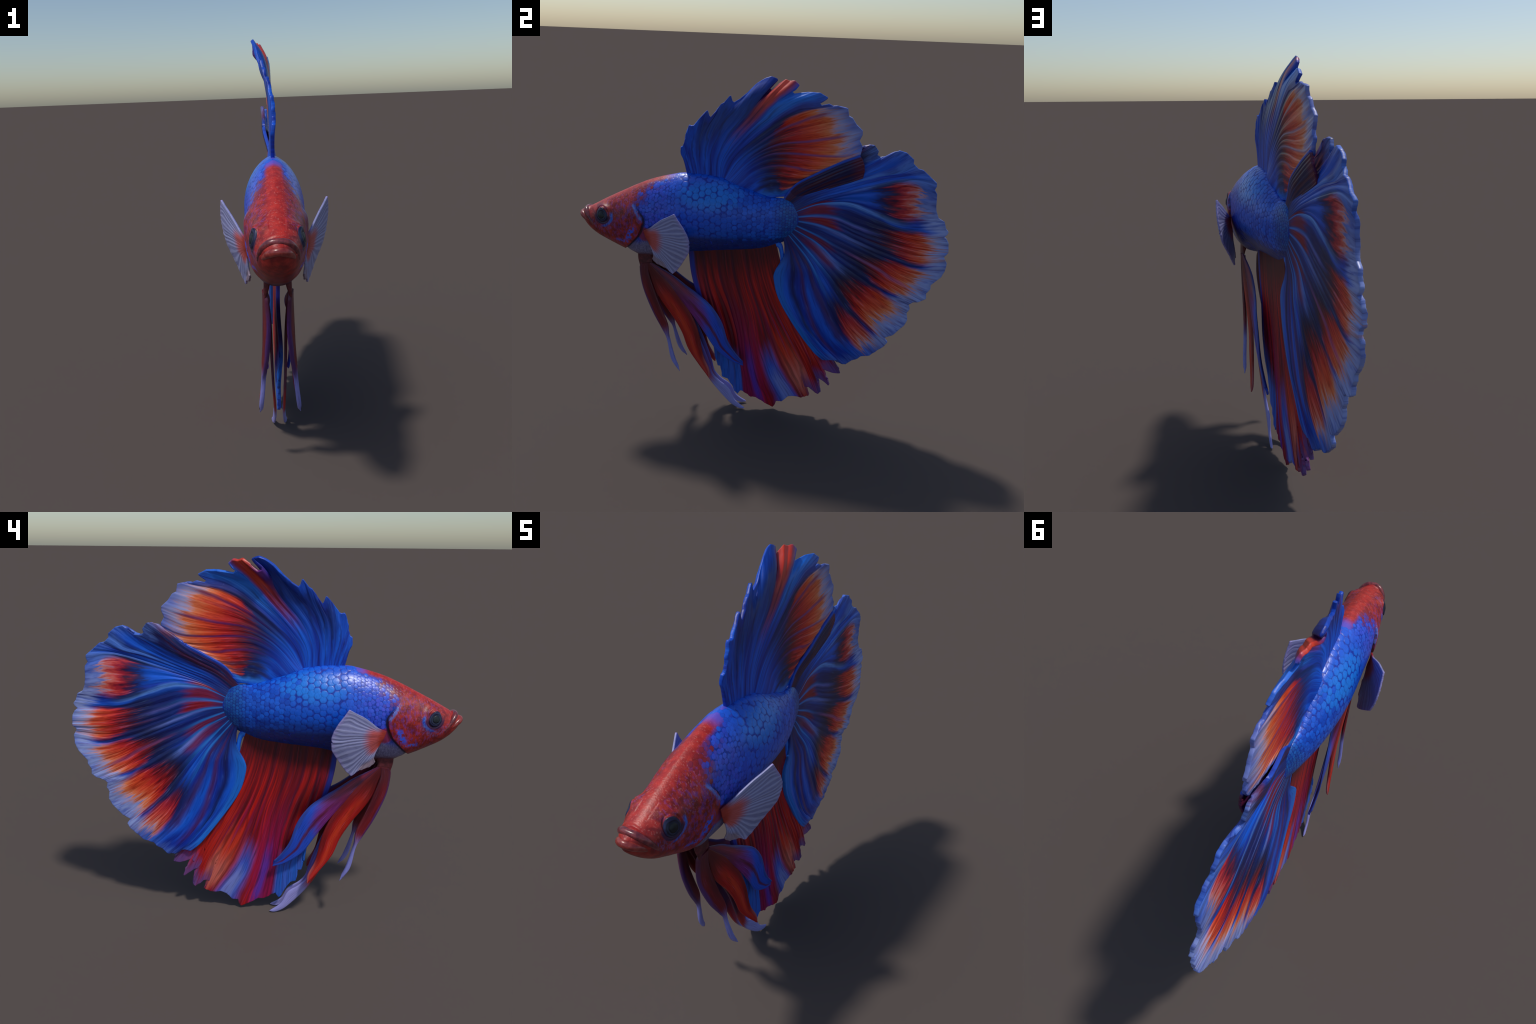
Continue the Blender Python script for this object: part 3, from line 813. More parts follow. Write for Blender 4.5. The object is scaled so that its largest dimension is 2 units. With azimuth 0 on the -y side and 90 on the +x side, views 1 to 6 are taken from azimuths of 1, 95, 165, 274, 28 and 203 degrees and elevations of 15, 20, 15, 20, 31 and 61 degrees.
def scale_plate(y, arc, a0, s_tab, pitch, step, seed):
    """A nearly flush shield filling one cell of the scale pattern; its rear edge lies a hair proud."""
    k = 18
    th = np.linspace(0, 2 * math.pi, k, endpoint=False)
    cx = max(pitch / 2 - step * step / (8 * pitch), pitch * 0.12)
    corner = np.array([(pitch - cx, 0), (cx, step / 2), (-cx, step / 2), (-(pitch - cx), 0), (-cx, -step / 2), (cx, -step / 2), (pitch - cx, 0)])
    d = np.stack([np.cos(th), np.sin(th)], 1)
    hexa = np.full(k, 9.0)
    for p, q in zip(corner[:-1], corner[1:]):
        e = q - p
        den = d[:, 0] * e[1] - d[:, 1] * e[0]
        with np.errstate(divide="ignore", invalid="ignore"):
            t = (p[0] * e[1] - p[1] * e[0]) / den
            w = (p[0] * d[:, 1] - p[1] * d[:, 0]) / den
        hexa = np.where((t > 0) & (w >= -0.001) & (w <= 1.001), np.minimum(hexa, t), hexa)
    oval = 1 / np.sqrt((d[:, 0] / (0.56 * pitch)) ** 2 + (d[:, 1] / (0.53 * step)) ** 2)
    rad = (0.62 * hexa + 0.38 * oval) * (1.02 + 0.07 * wobble(np.sin(th) * 2 + np.cos(th), seed, 2))
    pts, hts, rim = [np.array([[y, arc]])], [np.array([0.0015])], [np.zeros(1)]
    for q, h in ((0.45, 0.0014), (0.78, 0.0010), (0.93, 0.0006), (1.0, -0.0002)):
        pts.append(np.stack([y + q * rad * d[:, 0], arc + q * rad * d[:, 1]], 1))
        hts.append(h + 0.0007 * q * d[:, 0])
        rim.append(np.full(k, q))
    q, h = np.concatenate(pts), np.concatenate(hts) * 0.5 * (pitch / 0.03)
    a = np.interp(q[:, 1], s_tab, a0)
    P, N = body_surface(np.minimum(q[:, 0], 0.219), a)
    sgn = np.sign(np.sum(N * (P - np.c_[np.zeros(len(P)), P[:, 1], np.full(len(P), 1.18)]), 1))[:, None]
    V = P + N * sgn * h[:, None]
    F = [(0, 1 + i, 1 + (i + 1) % k) for i in range(k)]
    for r in range(3):
        b, c = 1 + r * k, 1 + (r + 1) * k
        F += [(b + i, c + i, c + (i + 1) % k, b + (i + 1) % k) for i in range(k)]
    return V, F, np.concatenate(rim)


def build_scales():
    plates = []
    def field(y0, y1, rows, aspect, ragged, skip):
        y, col = y0, 0
        while y < y1:
            a, s = arc_table(y)
            step = s[-1] / rows
            pitch = step * aspect
            for i in range(rows + 1):
                arc = (i + (0.5 if col % 2 else 0.0)) * step
                if not 0.006 < arc < s[-1] - 0.006:
                    continue
                jy, js = RNG.normal(0, ragged, 2)
                yy, aa = y + jy * pitch, arc + js * step
                ang = np.interp(aa, s, a)
                P, _ = body_surface(np.array([yy]), np.array([ang]))
                if skip(*P[0]):
                    continue
                size = 1 + RNG.normal(0, 0.03 + ragged * 0.4)
                V, F, R = scale_plate(yy, aa, a, s, pitch * size, step * size, len(plates))
                plates.append((pitch * step * size, V, F, R))
            y += pitch
            col += 1

    def in_front(x, y, z):
        d = (y + 0.565) - (z - 1.385) * 0.72
        g = y - np.interp(z, GILL[:, 0], GILL[:, 1])
        if d < -0.09 + RNG.normal(0, 0.02) or g < 0.016 or y > -0.43 or (z < 1.06 and y < -0.50):
            return True
        return (abs(x) < 0.040 and y < -0.46 and z > 1.28) or (abs(y + 0.60) < 0.035 and abs(z - 1.09) < 0.045)

    def middle(x, y, z):
        return not (-0.43 <= y < 0.07)

    def rear(x, y, z):
        return y < 0.07
    field(-0.80, -0.425, 27, 0.86, 0.13, in_front)
    field(-0.425, 0.07, 16, 0.92, 0.10, middle)
    field(0.075, 0.200, 16, 0.95, 0.07, rear)
    plates.sort(key=lambda p: -p[0])
    hold = empty("scale_coat", fish)
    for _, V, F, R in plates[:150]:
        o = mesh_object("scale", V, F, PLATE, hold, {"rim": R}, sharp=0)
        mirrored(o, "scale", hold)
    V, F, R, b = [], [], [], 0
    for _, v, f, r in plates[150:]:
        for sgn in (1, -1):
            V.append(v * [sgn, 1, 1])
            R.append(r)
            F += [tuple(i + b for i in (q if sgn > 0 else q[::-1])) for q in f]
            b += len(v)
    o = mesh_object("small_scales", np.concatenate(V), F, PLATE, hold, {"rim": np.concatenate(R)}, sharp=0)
    o["kind"] = "stuff"


build_scales()


# ------------------------------------------------------------------ mouth and eyes
def tube(name, path, radii, mat, parent, squash=1.0, k=18, n=70):
    p = catmull(path, np.linspace(0, 1, n))
    r = pchip(np.linspace(0, 1, len(radii)), radii, np.linspace(0, 1, n))
    t = unit(np.gradient(p, axis=0))
    up = np.array([0, 0.45, 1.0])
    s = unit(np.cross(t, up))
    w = unit(np.cross(s, t))
    a = np.linspace(0, 2 * math.pi, k, endpoint=False)
    V = p[:, None] + r[:, None, None] * (s[:, None] * np.cos(a)[None, :, None] + squash * w[:, None] * np.sin(a)[None, :, None])
    V = V.reshape(-1, 3)
    F = [(i * k + j, i * k + (j + 1) % k, (i + 1) * k + (j + 1) % k, (i + 1) * k + j) for i in range(n - 1) for j in range(k)]
    F += [tuple(range(k))[::-1], tuple((n - 1) * k + j for j in range(k))]
    o = mesh_object(name, V, F, mat, parent, sharp=50)
    fix_normals(o)
    return o


def both(pts):
    return [(-x, y, z) for x, y, z in pts[::-1]] + [q for q in pts if q[0] > 0]


LIP = plain_material("lip_skin", lin(92, 34, 44), lin(140, 58, 60), 55.0, 0.32, 0.3)
LIP2 = plain_material("lower_lip_skin", lin(122, 34, 34), lin(156, 62, 54), 45.0, 0.32, 0.3)
upper = both([(0.0, -0.958, 1.187), (0.030, -0.953, 1.182), (0.053, -0.937, 1.161), (0.067, -0.916, 1.132), (0.071, -0.902, 1.112)])
lower = both([(0.0, -0.986, 1.160), (0.025, -0.977, 1.154), (0.043, -0.954, 1.139), (0.055, -0.928, 1.122), (0.062, -0.908, 1.108)])
tube("upper_lip", upper, [0.006, 0.010, 0.013, 0.014, 0.013, 0.014, 0.013, 0.010, 0.006], LIP, fish)
tube("lower_lip", lower, [0.006, 0.008, 0.012, 0.014, 0.014, 0.014, 0.012, 0.008, 0.006], LIP2, fish, 1.1)

EYEMAT = eye_material()


def on_flank(y, z):
    """Skin point and outward normal of the left flank at given lengths and heights."""
    y, z = np.asarray(y, float), np.asarray(z, float)
    a = np.linspace(0.25, math.pi - 0.25, 241)
    ang = np.empty(len(y))
    for i in range(len(y)):
        zz = body_plain(np.full_like(a, y[i]), a)[:, 2]
        ang[i] = np.interp(-z[i], -zz, a)
    P, N = body_surface(y, ang)
    s = np.sign(P[:, :1] * N[:, :1])
    flip = P[:, 0] < 0
    P[flip, 0] *= -1
    N = N * s
    N[flip, 0] *= -1
    N[:, 0] = np.abs(N[:, 0])
    return P, N


def build_eyes():
    """A low dome set into each orbit, tilted with the cheek it sits in."""
    nl, nr = 48, 26
    dy, dz, h, q = [0.0], [0.0], [1.0], [0.0]
    for i in range(1, nr):
        f = i / (nr - 1)
        for j in range(nl):
            t = 2 * math.pi * j / nl
            dy.append(0.0335 * f * math.cos(t))
            dz.append(0.0355 * f * math.sin(t))
            h.append(math.sqrt(max(0.0, 1 - f ** 2.4)))
            q.append(f)
    dy, dz, h, q = map(np.array, (dy, dz, h, q))
    P, N = on_flank(EYE[1] + dy, EYE[2] + dz)
    mid = unit(N.mean(0))
    V = P + mid * (0.0075 * h + 0.0012 * np.exp(-(q / 0.30) ** 2) - 0.0015 * np.exp(-((q - 0.52) / 0.07) ** 2) - 0.003 * (q > 0.99))[:, None]
    F = [(0, 1 + j, 1 + (j + 1) % nl) for j in range(nl)]
    for i in range(nr - 2):
        a, b = 1 + i * nl, 1 + (i + 1) * nl
        F += [(a + j, b + j, b + (j + 1) % nl, a + (j + 1) % nl) for j in range(nl)]
    centre = V[0].copy()
    for sgn in (1, -1):
        W = (V - centre) * [sgn, 1, 1]
        o = mesh_object("eye", W, F if sgn > 0 else [f[::-1] for f in F], EYEMAT, fish, sharp=0)
        fix_up(o, sgn)
        o.location = (centre[0] * sgn, centre[1], centre[2])


def fix_up(o, sgn):
    """Turn the open dome's faces outward."""
    n = sum((p.normal.x * p.area for p in o.data.polygons))
    if n * sgn < 0:
        o.data.flip_normals()


build_eyes()

# ------------------------------------------------------------------ tail fin
def tail_base(n, u, v, vv):
    col = n.mix(n.smooth(n.noise(n.vec(n.mul(u, 1.5), n.mul(v, 1.2)), 1.3, 2.0), 0.35, 0.65), DEEP, BLUE)
    ray = n.math("FRACT", n.mad(u, 1.0, 0.5))
    ray = n.add(ray, n.mad(n.noise(n.vec(n.mul(u, 2.0), n.mul(v, 4.0), 9.0), 1.0, 2.0), 0.24, -0.12))
    line = n.mul(n.smooth(n.math("ABSOLUTE", n.sub(ray, 0.5)), 0.22, 0.0), n.mul(n.smooth(v, 0.65, 0.20), n.band(u, 3.2, 10.3, 0.3)))
    col = n.mix(n.mul(n.smooth(v, 0.42, 0.05), 0.85), col, lin(20, 26, 92))
    col = n.mix(n.mul(line, 0.75), col, AZURE)
    # the folded leaf along the upper edge: dark, with wine-red streaks and a blue hem
    leaf = n.smooth(n.add(u, n.mul(v, 0.55)), 1.75, 1.35)
    wine = n.smooth(n.noise(n.vec(n.mul(u, 3.2), n.mul(v, 0.9), 2.0), 1.4, 2.0), 0.46, 0.60)
    dark = n.mix(n.mul(wine, 0.75), lin(20, 22, 78), lin(86, 24, 40))
    dark = n.mix(n.mul(n.smooth(u, 0.30, 0.0), n.smooth(v, 0.9, 0.7)), dark, lin(28, 74, 190))
    return n.mix(n.mul(leaf, 0.93), col, dark)


TAIL = fin_material("tail_fin_membrane", tail_base, [
    (4.2, 7.8, 0.35, 0.30, 0.62, 0.12, NAVY, 0.8),
    (8.0, 9.2, 0.25, 0.36, 0.62, 0.10, NAVY, 0.8),
    (3.3, 3.85, 0.16, 0.10, 0.27, 0.05, lin(140, 18, 34), 0.9),
    (4.15, 4.85, 0.14, 0.10, 0.27, 0.05, lin(140, 18, 34), 0.85),
    (5.15, 5.85, 0.14, 0.10, 0.28, 0.05, lin(150, 16, 28), 0.95),
    (7.1, 7.8, 0.14, 0.10, 0.30, 0.06, lin(126, 18, 40), 0.8),
    (8.1, 8.7, 0.14, 0.12, 0.36, 0.06, lin(126, 20, 48), 0.75),
    (3.92, 4.12, 0.10, 0.24, 0.74, 0.10, SKY, 0.75),
    (5.0, 5.15, 0.10, 0.16, 0.55, 0.12, lin(130, 130, 225), 0.5),
    (6.0, 6.2, 0.12, 0.22, 0.55, 0.12, lin(130, 150, 240), 0.6),
    (8.05, 8.3, 0.12, 0.26, 0.48, 0.10, lin(120, 150, 240), 0.6),
    (0.05, 0.42, 0.12, 0.86, 1.30, 0.03, lin(120, 36, 46), 0.9),
    (2.0, 2.25, 0.12, 0.55, 1.05, 0.10, SKY, 0.45),
    (2.85, 3.05, 0.12, 0.50, 1.00, 0.10, lin(130, 170, 240), 0.5),
    (10.25, 10.5, 0.10, 0.10, 0.86, 0.12, lin(70, 24, 70), 0.75),
    (10.85, 11.05, 0.10, 0.08, 0.85, 0.12, lin(84, 30, 84), 0.75),
    (11.25, 11.45, 0.10, 0.08, 0.80, 0.12, NAVY, 0.8),
    (11.72, 12.5, 0.12, 0.20, 0.95, 0.06, lin(30, 116, 216), 0.9),
], 12, 0.6, 0.5, 60, margin=[(0.85, 0.95, PALE, 0.9, 3.4, 9.6), (0.85, 0.98, lin(96, 130, 210), 0.55, -1, 3.6), (0.90, 1.0, lin(84, 116, 200), 0.6, 9.6, 13),
                        (0.972, 1.04, lin(80, 104, 184), 0.55, -1, 13)],
    wedges=[(3.05, 3.9, 0.62, 0.90, 0.8), (4.4, 5.95, 0.58, 0.95, 0.95), (6.2, 7.75, 0.52, 0.92, 0.95), (7.95, 9.15, 0.50, 0.91, 0.95), (9.3, 10.15, 0.56, 0.94, 0.85)],
    over=[(6.98, 7.1, 0.08, 0.40, 0.90, 0.10, lin(178, 92, 150), 0.6), (5.45, 5.55, 0.07, 0.5, 0.8, 0.1, lin(96, 20, 40), 0.6)])


def tail_lift(u, v):
    # the top corner is folded over: the leading piece stands left, its outer end drops to the right
    # slow sweep of the sheet from side to side, then the corner that bends away to the right
    sway = pchip([-1, 2, 3, 4, 5, 6, 7, 8, 9, 10, 13], [0, 0, 0.003, -0.007, -0.007, -0.006, -0.002, -0.003, 0, 0, 0], u)
    x = sway * sstep(0.08, 0.33, v) * (1 - 0.6 * sstep(0.55, 1.0, v))
    x = x - 0.031 * sstep(0.10, 0.75, v) * sstep(2.6, 0.5, u)
    x = x + 0.011 * sstep(0.65, 1.0, v) * sstep(3.3, 4.3, u) * sstep(7.2, 6.0, u)
    x = x - 0.008 * sstep(0.6, 0.9, v) * sstep(9.3, 10.2, u)
    return x + 0.003 * np.sin(u * 4.3 + 2 * v) * sstep(0.3, 1, v)


def tail_thick(u, v):
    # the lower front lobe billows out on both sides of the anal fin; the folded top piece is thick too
    v0 = np.interp(u, [6, 9, 12], [0.28, 0.15, 0.05])
    v1 = np.interp(u, [7, 9, 10, 12], [0.62, 0.72, 1.08, 1.2])
    lobe = 0.034 * sstep(7.2, 9.0, u) * sstep(0, 0.20, v - v0) * sstep(0.0, 0.28, v1 - v)
    root = 0.012 * sstep(0.20, 0.02, v) * sstep(1.5, 3.0, u)
    return 0.017 + lobe + root


TAIL_SUNK = []
for r in CAUDAL_RAYS:
    p, q = np.array(r[0]), np.array(r[1])
    hub = np.array([0.085, 1.19])
    d = (hub - p) / np.linalg.norm(hub - p)
    TAIL_SUNK.append([tuple(p + d * 0.035)] + [tuple(w) for w in r[1:]])
fin_sheet("tail_fin", TAIL_SUNK, CAUDAL_EDGE, TAIL, fish, tail_lift, tail_thick, 420, 96, 36, 0.0022, sheet_x=True)


def fold_base(n, u, v, vv):
    wine = n.smooth(n.noise(n.vec(n.mul(u, 3.4), n.mul(v, 0.9), 2.0), 1.4, 2.0), 0.46, 0.62)
    dark = n.mix(n.mul(wine, 0.75), lin(20, 22, 78), lin(78, 24, 40))
    dark = n.mix(n.mul(n.smooth(v, 0.80, 1.0), 0.5), dark, lin(130, 36, 40))
    return n.mix(n.smooth(u, 0.22, 0.02), dark, lin(26, 76, 190))


FOLD = fin_material("folded_leaf_membrane", fold_base, [], 2, 0.25, 0.2, 9)
FOLD_EDGE = [FOLD_RAYS[0][-1], (0.509, 1.543), FOLD_RAYS[1][-1], (0.526, 1.480), FOLD_RAYS[2][-1]]
fin_sheet("tail_fin_fold", FOLD_RAYS, FOLD_EDGE, FOLD, fish, lambda u, v: 0.017 * sstep(0.0, 0.45, v) * sstep(2.0, 0.8, u) - 0.001 * sstep(1.0, 1.9, u), 0.013, 90, 60, 7, 0.0012)


# strip of fin tissue that bridges the gap between body and lower tail lobe
def ribbon(name, fore, rear, mat, parent, thick, nu=20, nv=70, rim=0.003, sides=(1,), wave=0.0, taper=0.0):
    f, r = np.asarray(fore, float), np.asarray(rear, float)
    L = [catmull(f, np.linspace(0, 1, nv)), catmull(r, np.linspace(0, 1, nv))]
    t = np.linspace(0, 1, nu)
    P = L[0][None] * (1 - t)[:, None, None] + L[1][None] * t[:, None, None]
    P[..., 0] += wave * np.sin(t * math.pi)[:, None] * np.sin(np.linspace(0, 1, nv) * 5)[None]
    N = grid_normals(P)
    N = np.nan_to_num(N)
    bad = np.linalg.norm(N, axis=-1) < 0.5
    N[bad] = (1, 0, 0)
    width = np.linalg.norm(L[1] - L[0], axis=1)
    h = thick / 2 * (1 - taper * np.linspace(0, 1, nv)) * np.clip(width / 0.012, 0.15, 1)
    edge = np.sqrt(np.clip(1 - (2 * t - 1) ** 6, 0.02, 1))
    H = edge[:, None] * h[None]
    A, B = P + N * H[..., None], P - N * H[..., None]
    nv_, nu_ = nv, nu
    verts = np.concatenate([A.reshape(-1, 3), B.reshape(-1, 3)])
    faces = [quads(nu, nv), quads(nu, nv, True, nu * nv)]
    idx = np.r_[np.arange(nv), np.arange(1, nu) * nv + nv - 1, (nu - 1) * nv + np.arange(nv - 2, -1, -1), np.arange(nu - 2, 0, -1) * nv]
    faces.append(np.stack([idx, np.roll(idx, -1), np.roll(idx, -1) + nu * nv, idx + nu * nv], 1))
    U = (t[:, None] * np.ones((1, nv))).ravel()
    V = (np.ones((nu, 1)) * np.linspace(0, 1, nv)[None]).ravel()
    o = mesh_object(name, verts, np.concatenate(faces), mat, parent, {"ray": np.r_[U, U], "reach": np.r_[V, V]}, sharp=60)
    fix_normals(o)
    return o


WISP = fin_material("fin_bridge_membrane", BLUE, [(0.4, 0.7, 0.2, 0.0, 1.0, 0.2, AZURE, 0.7)], 1, 0.6, 0.4, 8)
ribbon("fin_bridge", [(0, 0.075, 1.040), (0, 0.100, 1.030), (0, 0.112, 0.997), (0, 0.116, 0.961), (0, 0.112, 0.92)],
       [(0, 0.078, 1.062), (0, 0.116, 1.058), (0, 0.129, 1.028), (0, 0.137, 0.977), (0, 0.140, 0.93)], WISP, fish, 0.016)

# ------------------------------------------------------------------ dorsal fin
def dorsal_base(n, u, v, vv):
    col = n.mix(n.smooth(n.noise(n.vec(n.mul(u, 1.2), n.mul(v, 1.0)), 1.2, 2.0), 0.35, 0.65), DEEP, BLUE)
    return col


DORSAL = fin_material("dorsal_fin_membrane", dorsal_base, [
    (2.5, 5.6, 0.4, 0.50, 0.95, 0.15, NAVY, 0.7),
    (5.35, 6.15, 0.18, 0.50, 1.4, 0.12, lin(150, 30, 28), 0.9),
    (5.5, 6.1, 0.16, 0.72, 1.4, 0.06, lin(214, 62, 32), 0.9),
    (6.3, 7.0, 0.2, 0.55, 1.0, 0.12, AZURE, 0.55),
    (7.05, 7.8, 0.2, 0.55, 1.0, 0.12, lin(62, 34, 90), 0.75),
    (12.5, 12.9, 0.12, 0.0, 0.9, 0.10, lin(40, 120, 215), 0.8),
], 13, 0.40, 0.3, 52, margin=[(0.82, 0.92, lin(168, 170, 214), 0.85, 7.7, 9.7), (0.90, 0.97, PALE, 0.6, 9.7, 11.5), (0.93, 1.02, lin(80, 104, 190), 0.6, 6.6, 10.6)], lines=(0.75, 0.0, 0.75, 0.42, 8.5, lin(14, 16, 66)),
    wedges=[(7.45, 12.5, 0.34, 0.92, 0.97)], over=[
    (7.9, 8.05, 0.08, 0.35, 0.95, 0.10, lin(84, 40, 116), 0.7),
    (8.92, 9.06, 0.08, 0.30, 0.95, 0.10, lin(96, 50, 130), 0.75),
    (9.92, 10.06, 0.08, 0.30, 0.95, 0.10, lin(96, 50, 130), 0.75),
    (10.92, 11.06, 0.08, 0.30, 0.95, 0.10, lin(96, 44, 120), 0.75),
    (11.7, 11.95, 0.10, 0.25, 0.95, 0.10, lin(40, 20, 50), 0.8),
    (12.1, 12.35, 0.10, 0.10, 0.95, 0.10, lin(34, 24, 60), 0.75),
    ])


def dorsal_lift(u, v):
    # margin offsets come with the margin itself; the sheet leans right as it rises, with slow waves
    return 0.006 * np.sin(u * 1.3) * sstep(0.3, 0.9, v)


DORSAL_3D = []
for i, r in enumerate(DORSAL_RAYS):
    lean = np.interp(i, [0, 2, 3, 4, 5, 6, 7, 8, 9, 13], [0.006, 0.0, -0.008, -0.030, -0.072, -0.048, -0.002, 0.010, 0.004, 0.001])
    t = np.linspace(0, 1, len(r))
    DORSAL_3D.append([(lean * s ** 4.2, y, z) for s, (y, z) in zip(t, r)])
# the rear edge tucks in along the tail fin's upper edge
DORSAL_3D[10][-1] = (0.003, 0.497, 1.588)
DORSAL_3D[11][-1] = (-0.004, 0.408, 1.498)
DORSAL_3D[11][-2] = (0.003, 0.270, 1.470)
DORSAL_3D[12] = [(0, -0.07, 1.35), (0, 0.0, 1.382), (0, 0.08, 1.400), (0, 0.16, 1.399), (-0.003, 0.252, 1.416)]
DORSAL_3D[13] = [(0, -0.001, 1.312), (0, 0.06, 1.312), (0, 0.130, 1.322)]
DORSAL_MARGIN = list(DORSAL_EDGE)[:-1] + [(-0.003, 0.500, 1.570), (-0.004, 0.492, 1.545), (-0.004, 0.456, 1.523), (-0.004, 0.408, 1.498), (-0.004, 0.348, 1.468), (-0.004, 0.292, 1.439), (-0.003, 0.238, 1.408), (-0.002, 0.183, 1.370), (0, 0.130, 1.320)]
# roots sink into the back
for r in DORSAL_3D:
    x, y, z = r[0]
    r[0] = (x, y, z - 0.012)
fin_sheet("dorsal_fin", DORSAL_3D, DORSAL_MARGIN, DORSAL, fish, dorsal_lift, lambda u, v: (0.016 + 0.026 * sstep(0.18, 0.0, v) * sstep(7, 10, u) * sstep(12.6, 11.0, u)) * (1 - 0.5 * sstep(10.5, 12.0, u) * sstep(0.5, 0.9, v)), 420, 90, 26, 0.0016, sheet_x=True)

# ------------------------------------------------------------------ anal fin
def anal_base(n, u, v, vv):
    a = n.noise(n.vec(n.mul(u, 2.2), n.mul(v, 0.8), 4.0), 1.2, 2.0)
    b = n.noise(n.vec(n.mul(u, 4.5), n.mul(v, 1.1), 8.0), 1.2, 2.0)
    col = n.mix(n.smooth(a, 0.36, 0.62), lin(134, 12, 26), lin(208, 28, 18))
    col = n.mix(n.mul(n.smooth(b, 0.55, 0.66), n.smooth(v, 0.25, 0.6)), col, lin(150, 16, 84))
    return n.mix(n.mul(n.smooth(b, 0.44, 0.36), 0.55), col, lin(62, 10, 44))


ANAL = fin_material("anal_fin_membrane", anal_base, [
    (-0.5, 9.5, 0.3, -0.5, 0.16, 0.12, lin(40, 12, 24), 0.8),
    (-0.5, 0.45, 0.15, 0.02, 1.2, 0.08, lin(26, 60, 170), 0.9),
    (0.6, 0.9, 0.2, 0.10, 0.75, 0.15, lin(120, 18, 50), 0.6),
    (1.6, 2.2, 0.3, 0.30, 0.75, 0.15, lin(96, 14, 30), 0.6),
    (1.15, 1.35, 0.12, 0.12, 0.95, 0.15, lin(60, 12, 56), 0.65),
    (2.35, 2.55, 0.12, 0.15, 0.95, 0.15, lin(70, 12, 60), 0.65),
    (3.55, 3.75, 0.12, 0.12, 0.75, 0.15, lin(64, 12, 44), 0.6),
    (4.75, 4.95, 0.12, 0.10, 0.90, 0.15, lin(76, 12, 54), 0.6),
    (6.35, 6.5, 0.10, 0.10, 0.90, 0.15, lin(70, 10, 34), 0.6),
    (7.5, 7.65, 0.10, 0.10, 0.90, 0.15, lin(80, 10, 30), 0.6),
    (2.6, 3.3, 0.3, 0.40, 0.80, 0.15, lin(104, 14, 48), 0.7),
    (2.3, 4.3, 0.3, 0.52, 0.90, 0.12, lin(172, 18, 76), 0.75),
    (-0.5, 2.35, 0.2, 0.74, 1.3, 0.06, lin(30, 104, 210), 0.94),
    (2.5, 3.1, 0.2, 0.66, 1.3, 0.08, lin(150, 18, 78), 0.85),
    (3.15, 3.6, 0.15, 0.68, 1.0, 0.07, lin(60, 60, 190), 0.7),
    (3.9, 4.15, 0.12, 0.86, 1.3, 0.06, lin(140, 20, 36), 0.9),
    (4.15, 5.05, 0.2, 0.70, 1.15, 0.07, lin(48, 100, 214), 0.9),
    (4.35, 4.8, 0.15, 0.84, 1.1, 0.05, lin(140, 150, 214), 0.7),
    (5.0, 6.4, 0.3, 0.64, 0.95, 0.08, lin(226, 70, 42), 0.75),
    (5.2, 6.3, 0.25, 0.80, 0.97, 0.06, lin(228, 124, 108), 0.75),
    (5.1, 5.25, 0.10, 0.50, 1.2, 0.10, lin(110, 16, 30), 0.8),
    (6.6, 8.8, 0.3, 0.45, 0.85, 0.12, lin(214, 42, 22), 0.6),
    (6.0, 9.5, 0.3, 0.95, 1.3, 0.04, lin(96, 80, 150), 0.75),
], 9, 0.6, 0.15, 60, lines=(0.62, 0.02, 0.95, 0.42, 9.5, lin(58, 8, 26)))


def anal_lift(u, v):
    return 0.008 * sstep(0.6, 0.1, v) * sstep(1.5, 0, u) + 0.006 * np.sin(u * 1.7 + 1.0) * sstep(0.2, 0.8, v) * sstep(1, 0.8, v) * 1.0 + 0.010 * sstep(0.3, 0.75, v) * sstep(1.0, 0.8, v) * sstep(1.2, 0, u)


ANAL_SUNK = [[(r[0][0], r[0][1] + 0.02)] + list(r[1:]) for r in ANAL_RAYS]
fin_sheet("anal_fin", ANAL_SUNK, list(ANAL_EDGE), ANAL, fish, anal_lift, 0.017, 360, 100, 24, 0.0026)

# ------------------------------------------------------------------ pectoral fins
def pec_base(n, u, v, vv):
    col = n.mix(n.smooth(n.math("SINE", n.mul(u, 15.0)), -0.4, 0.9), lin(136, 138, 184), lin(166, 168, 210))
    return col


PEC = fin_material("pectoral_fin_membrane", pec_base, [
    (-0.5, 8.5, 0.3, -0.4, 0.16, 0.10, lin(150, 30, 22), 0.97),
    (0.8, 7.5, 0.8, 0.10, 0.36, 0.12, lin(206, 74, 42), 0.85),
    (6.6, 8.5, 0.3, 0.72, 1.3, 0.10, lin(150, 124, 130), 0.8),
], 8, 0.35, 0.3, 40, margin=[(0.93, 1.0, lin(170, 150, 214), 0.6, -1, 6.5)], bump=0.25)


def pec_lift(u, v):
    return 0.0


for obj in fin_sheet("pectoral_fin", PECTORAL_RAYS, PECTORAL_EDGE, PEC, fish, None, 0.009, 220, 60, 19, 0.0008, mirror=True, rim=0.003, detail_from=0.7):
    pass

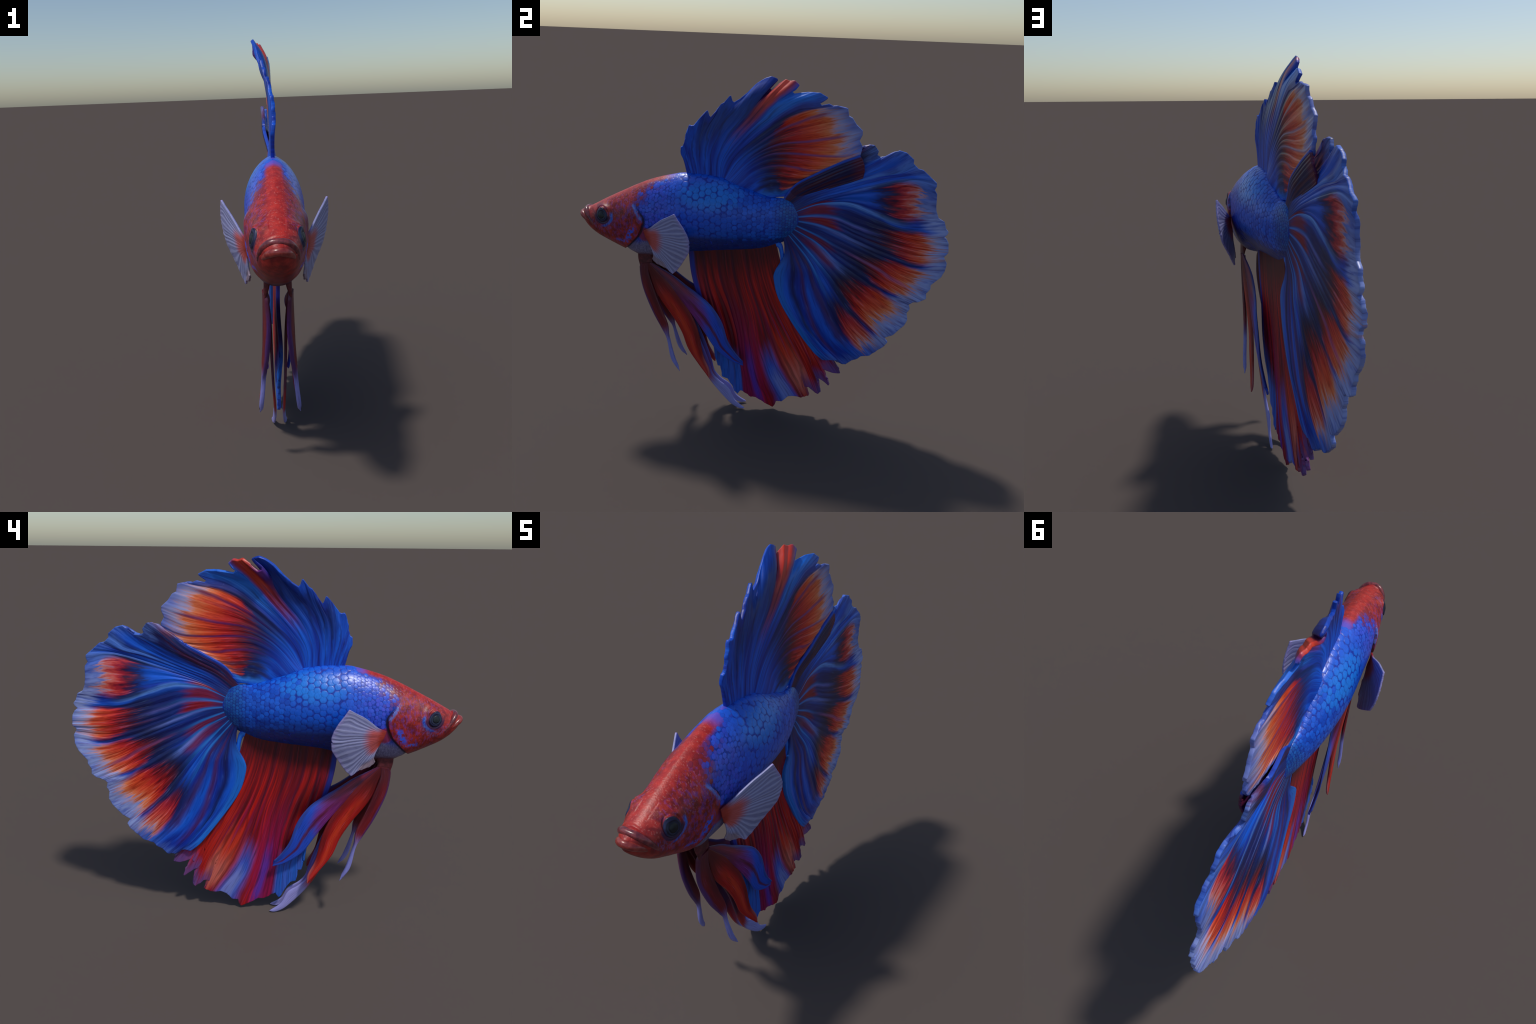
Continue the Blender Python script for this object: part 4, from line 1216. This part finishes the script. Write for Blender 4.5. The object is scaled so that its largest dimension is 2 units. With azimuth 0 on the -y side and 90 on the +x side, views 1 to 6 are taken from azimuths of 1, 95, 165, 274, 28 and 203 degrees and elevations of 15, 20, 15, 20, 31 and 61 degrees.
# ------------------------------------------------------------------ pelvic fins: root sheath and four streamers each
FRONT = fin_material("front_streamer_membrane", lin(120, 22, 30), [
    (-0.4, 0.22, 0.10, -0.2, 0.75, 0.1, lin(70, 46, 120), 0.8),
    (0.6, 1.4, 0.15, 0.0, 0.45, 0.15, lin(74, 18, 30), 0.7),
    (-0.4, 1.4, 0.3, -0.4, 0.14, 0.08, lin(92, 36, 46), 0.8),
    (-0.4, 1.4, 0.3, 0.68, 1.5, 0.06, lin(140, 142, 216), 0.95)], 1, 0.6, 0.3, 10)
REDS = fin_material("red_streamer_membrane", lin(178, 24, 18), [
    (-0.4, 1.4, 0.3, -0.4, 0.24, 0.14, lin(74, 18, 24), 0.9),
    (0.7, 1.4, 0.15, 0.1, 0.9, 0.2, lin(110, 14, 20), 0.8),
    (0.25, 0.5, 0.15, 0.35, 0.9, 0.15, lin(222, 66, 30), 0.7),
    (0.7, 1.4, 0.2, 0.9, 1.4, 0.05, lin(190, 110, 110), 0.6)], 1, 0.6, 0.2, 10)
LONG = fin_material("long_streamer_membrane", lin(92, 46, 76), [
    (-0.4, 1.4, 0.3, -0.4, 0.3, 0.1, lin(86, 16, 24), 0.9),
    (-0.4, 1.4, 0.3, 0.60, 0.76, 0.04, lin(178, 44, 30), 0.9),
    (0.75, 1.4, 0.12, 0.45, 0.8, 0.08, lin(84, 110, 210), 0.7),
    (-0.4, 1.4, 0.3, 0.77, 1.5, 0.03, lin(160, 156, 222), 0.98)], 1, 0.6, 0.3, 10)
BLUES = fin_material("blue_streamer_membrane", lin(40, 84, 208), [
    (-0.4, 1.4, 0.3, -0.4, 0.40, 0.12, lin(96, 18, 28), 0.95),
    (0.55, 0.85, 0.12, 0.1, 0.45, 0.10, lin(150, 30, 52), 0.7),
    (-0.4, 0.6, 0.2, 0.34, 0.58, 0.08, lin(140, 24, 92), 0.8),
    (0.30, 0.44, 0.06, 0.40, 1.0, 0.08, lin(96, 20, 48), 0.9),
    (0.9, 1.4, 0.06, 0.1, 1.2, 0.08, lin(52, 70, 140), 0.7)], 1, 0.7, 0.4, 12)


def pelvic():
    made = []
    fore, rear = np.array(LONG_STREAMER_FORE), np.array(LONG_STREAMER_REAR)
    slim = np.interp(np.linspace(0, 1, len(rear)), [0, 0.2, 0.5, 0.7, 1], [0.1, 0.25, 0.22, 0.0, 0.0])[:, None]
    slender_rear = rear + (fore - rear) * slim
    hold = empty("pelvic_fin", fish)
    made.append(ribbon("front_streamer", FRONT_STREAMER_FORE, FRONT_STREAMER_REAR, FRONT, hold, 0.019, wave=0.004))
    made.append(ribbon("red_streamer", RED_STREAMER_FORE, RED_STREAMER_REAR, REDS, hold, 0.012, wave=0.005))
    made.append(ribbon("long_streamer", fore, slender_rear, LONG, hold, 0.012, nv=110, wave=-0.003))
    made.append(ribbon("blue_streamer", BLUE_STREAMER_FORE, BLUE_STREAMER_REAR, BLUES, hold, 0.012, nu=36, wave=0.006))
    # fleshy root that joins the streamers to the belly
    root = plain_material("pelvic_root_skin", lin(74, 24, 32), lin(104, 38, 46), 60.0, 0.4, 0.0)
    made.append(ribbon("fin_root", [(0.038, -0.672, 0.985), (0.045, -0.670, 0.930), (0.050, -0.663, 0.900), (0.052, -0.652, 0.862)],
                       [(0.038, -0.575, 0.985), (0.045, -0.590, 0.935), (0.050, -0.590, 0.910), (0.053, -0.580, 0.885)], root, hold, 0.036, taper=0.80))
    other = empty("pelvic_fin", fish)
    for o in made:
        mirrored(o, o.name.split(".")[0], other)


pelvic()
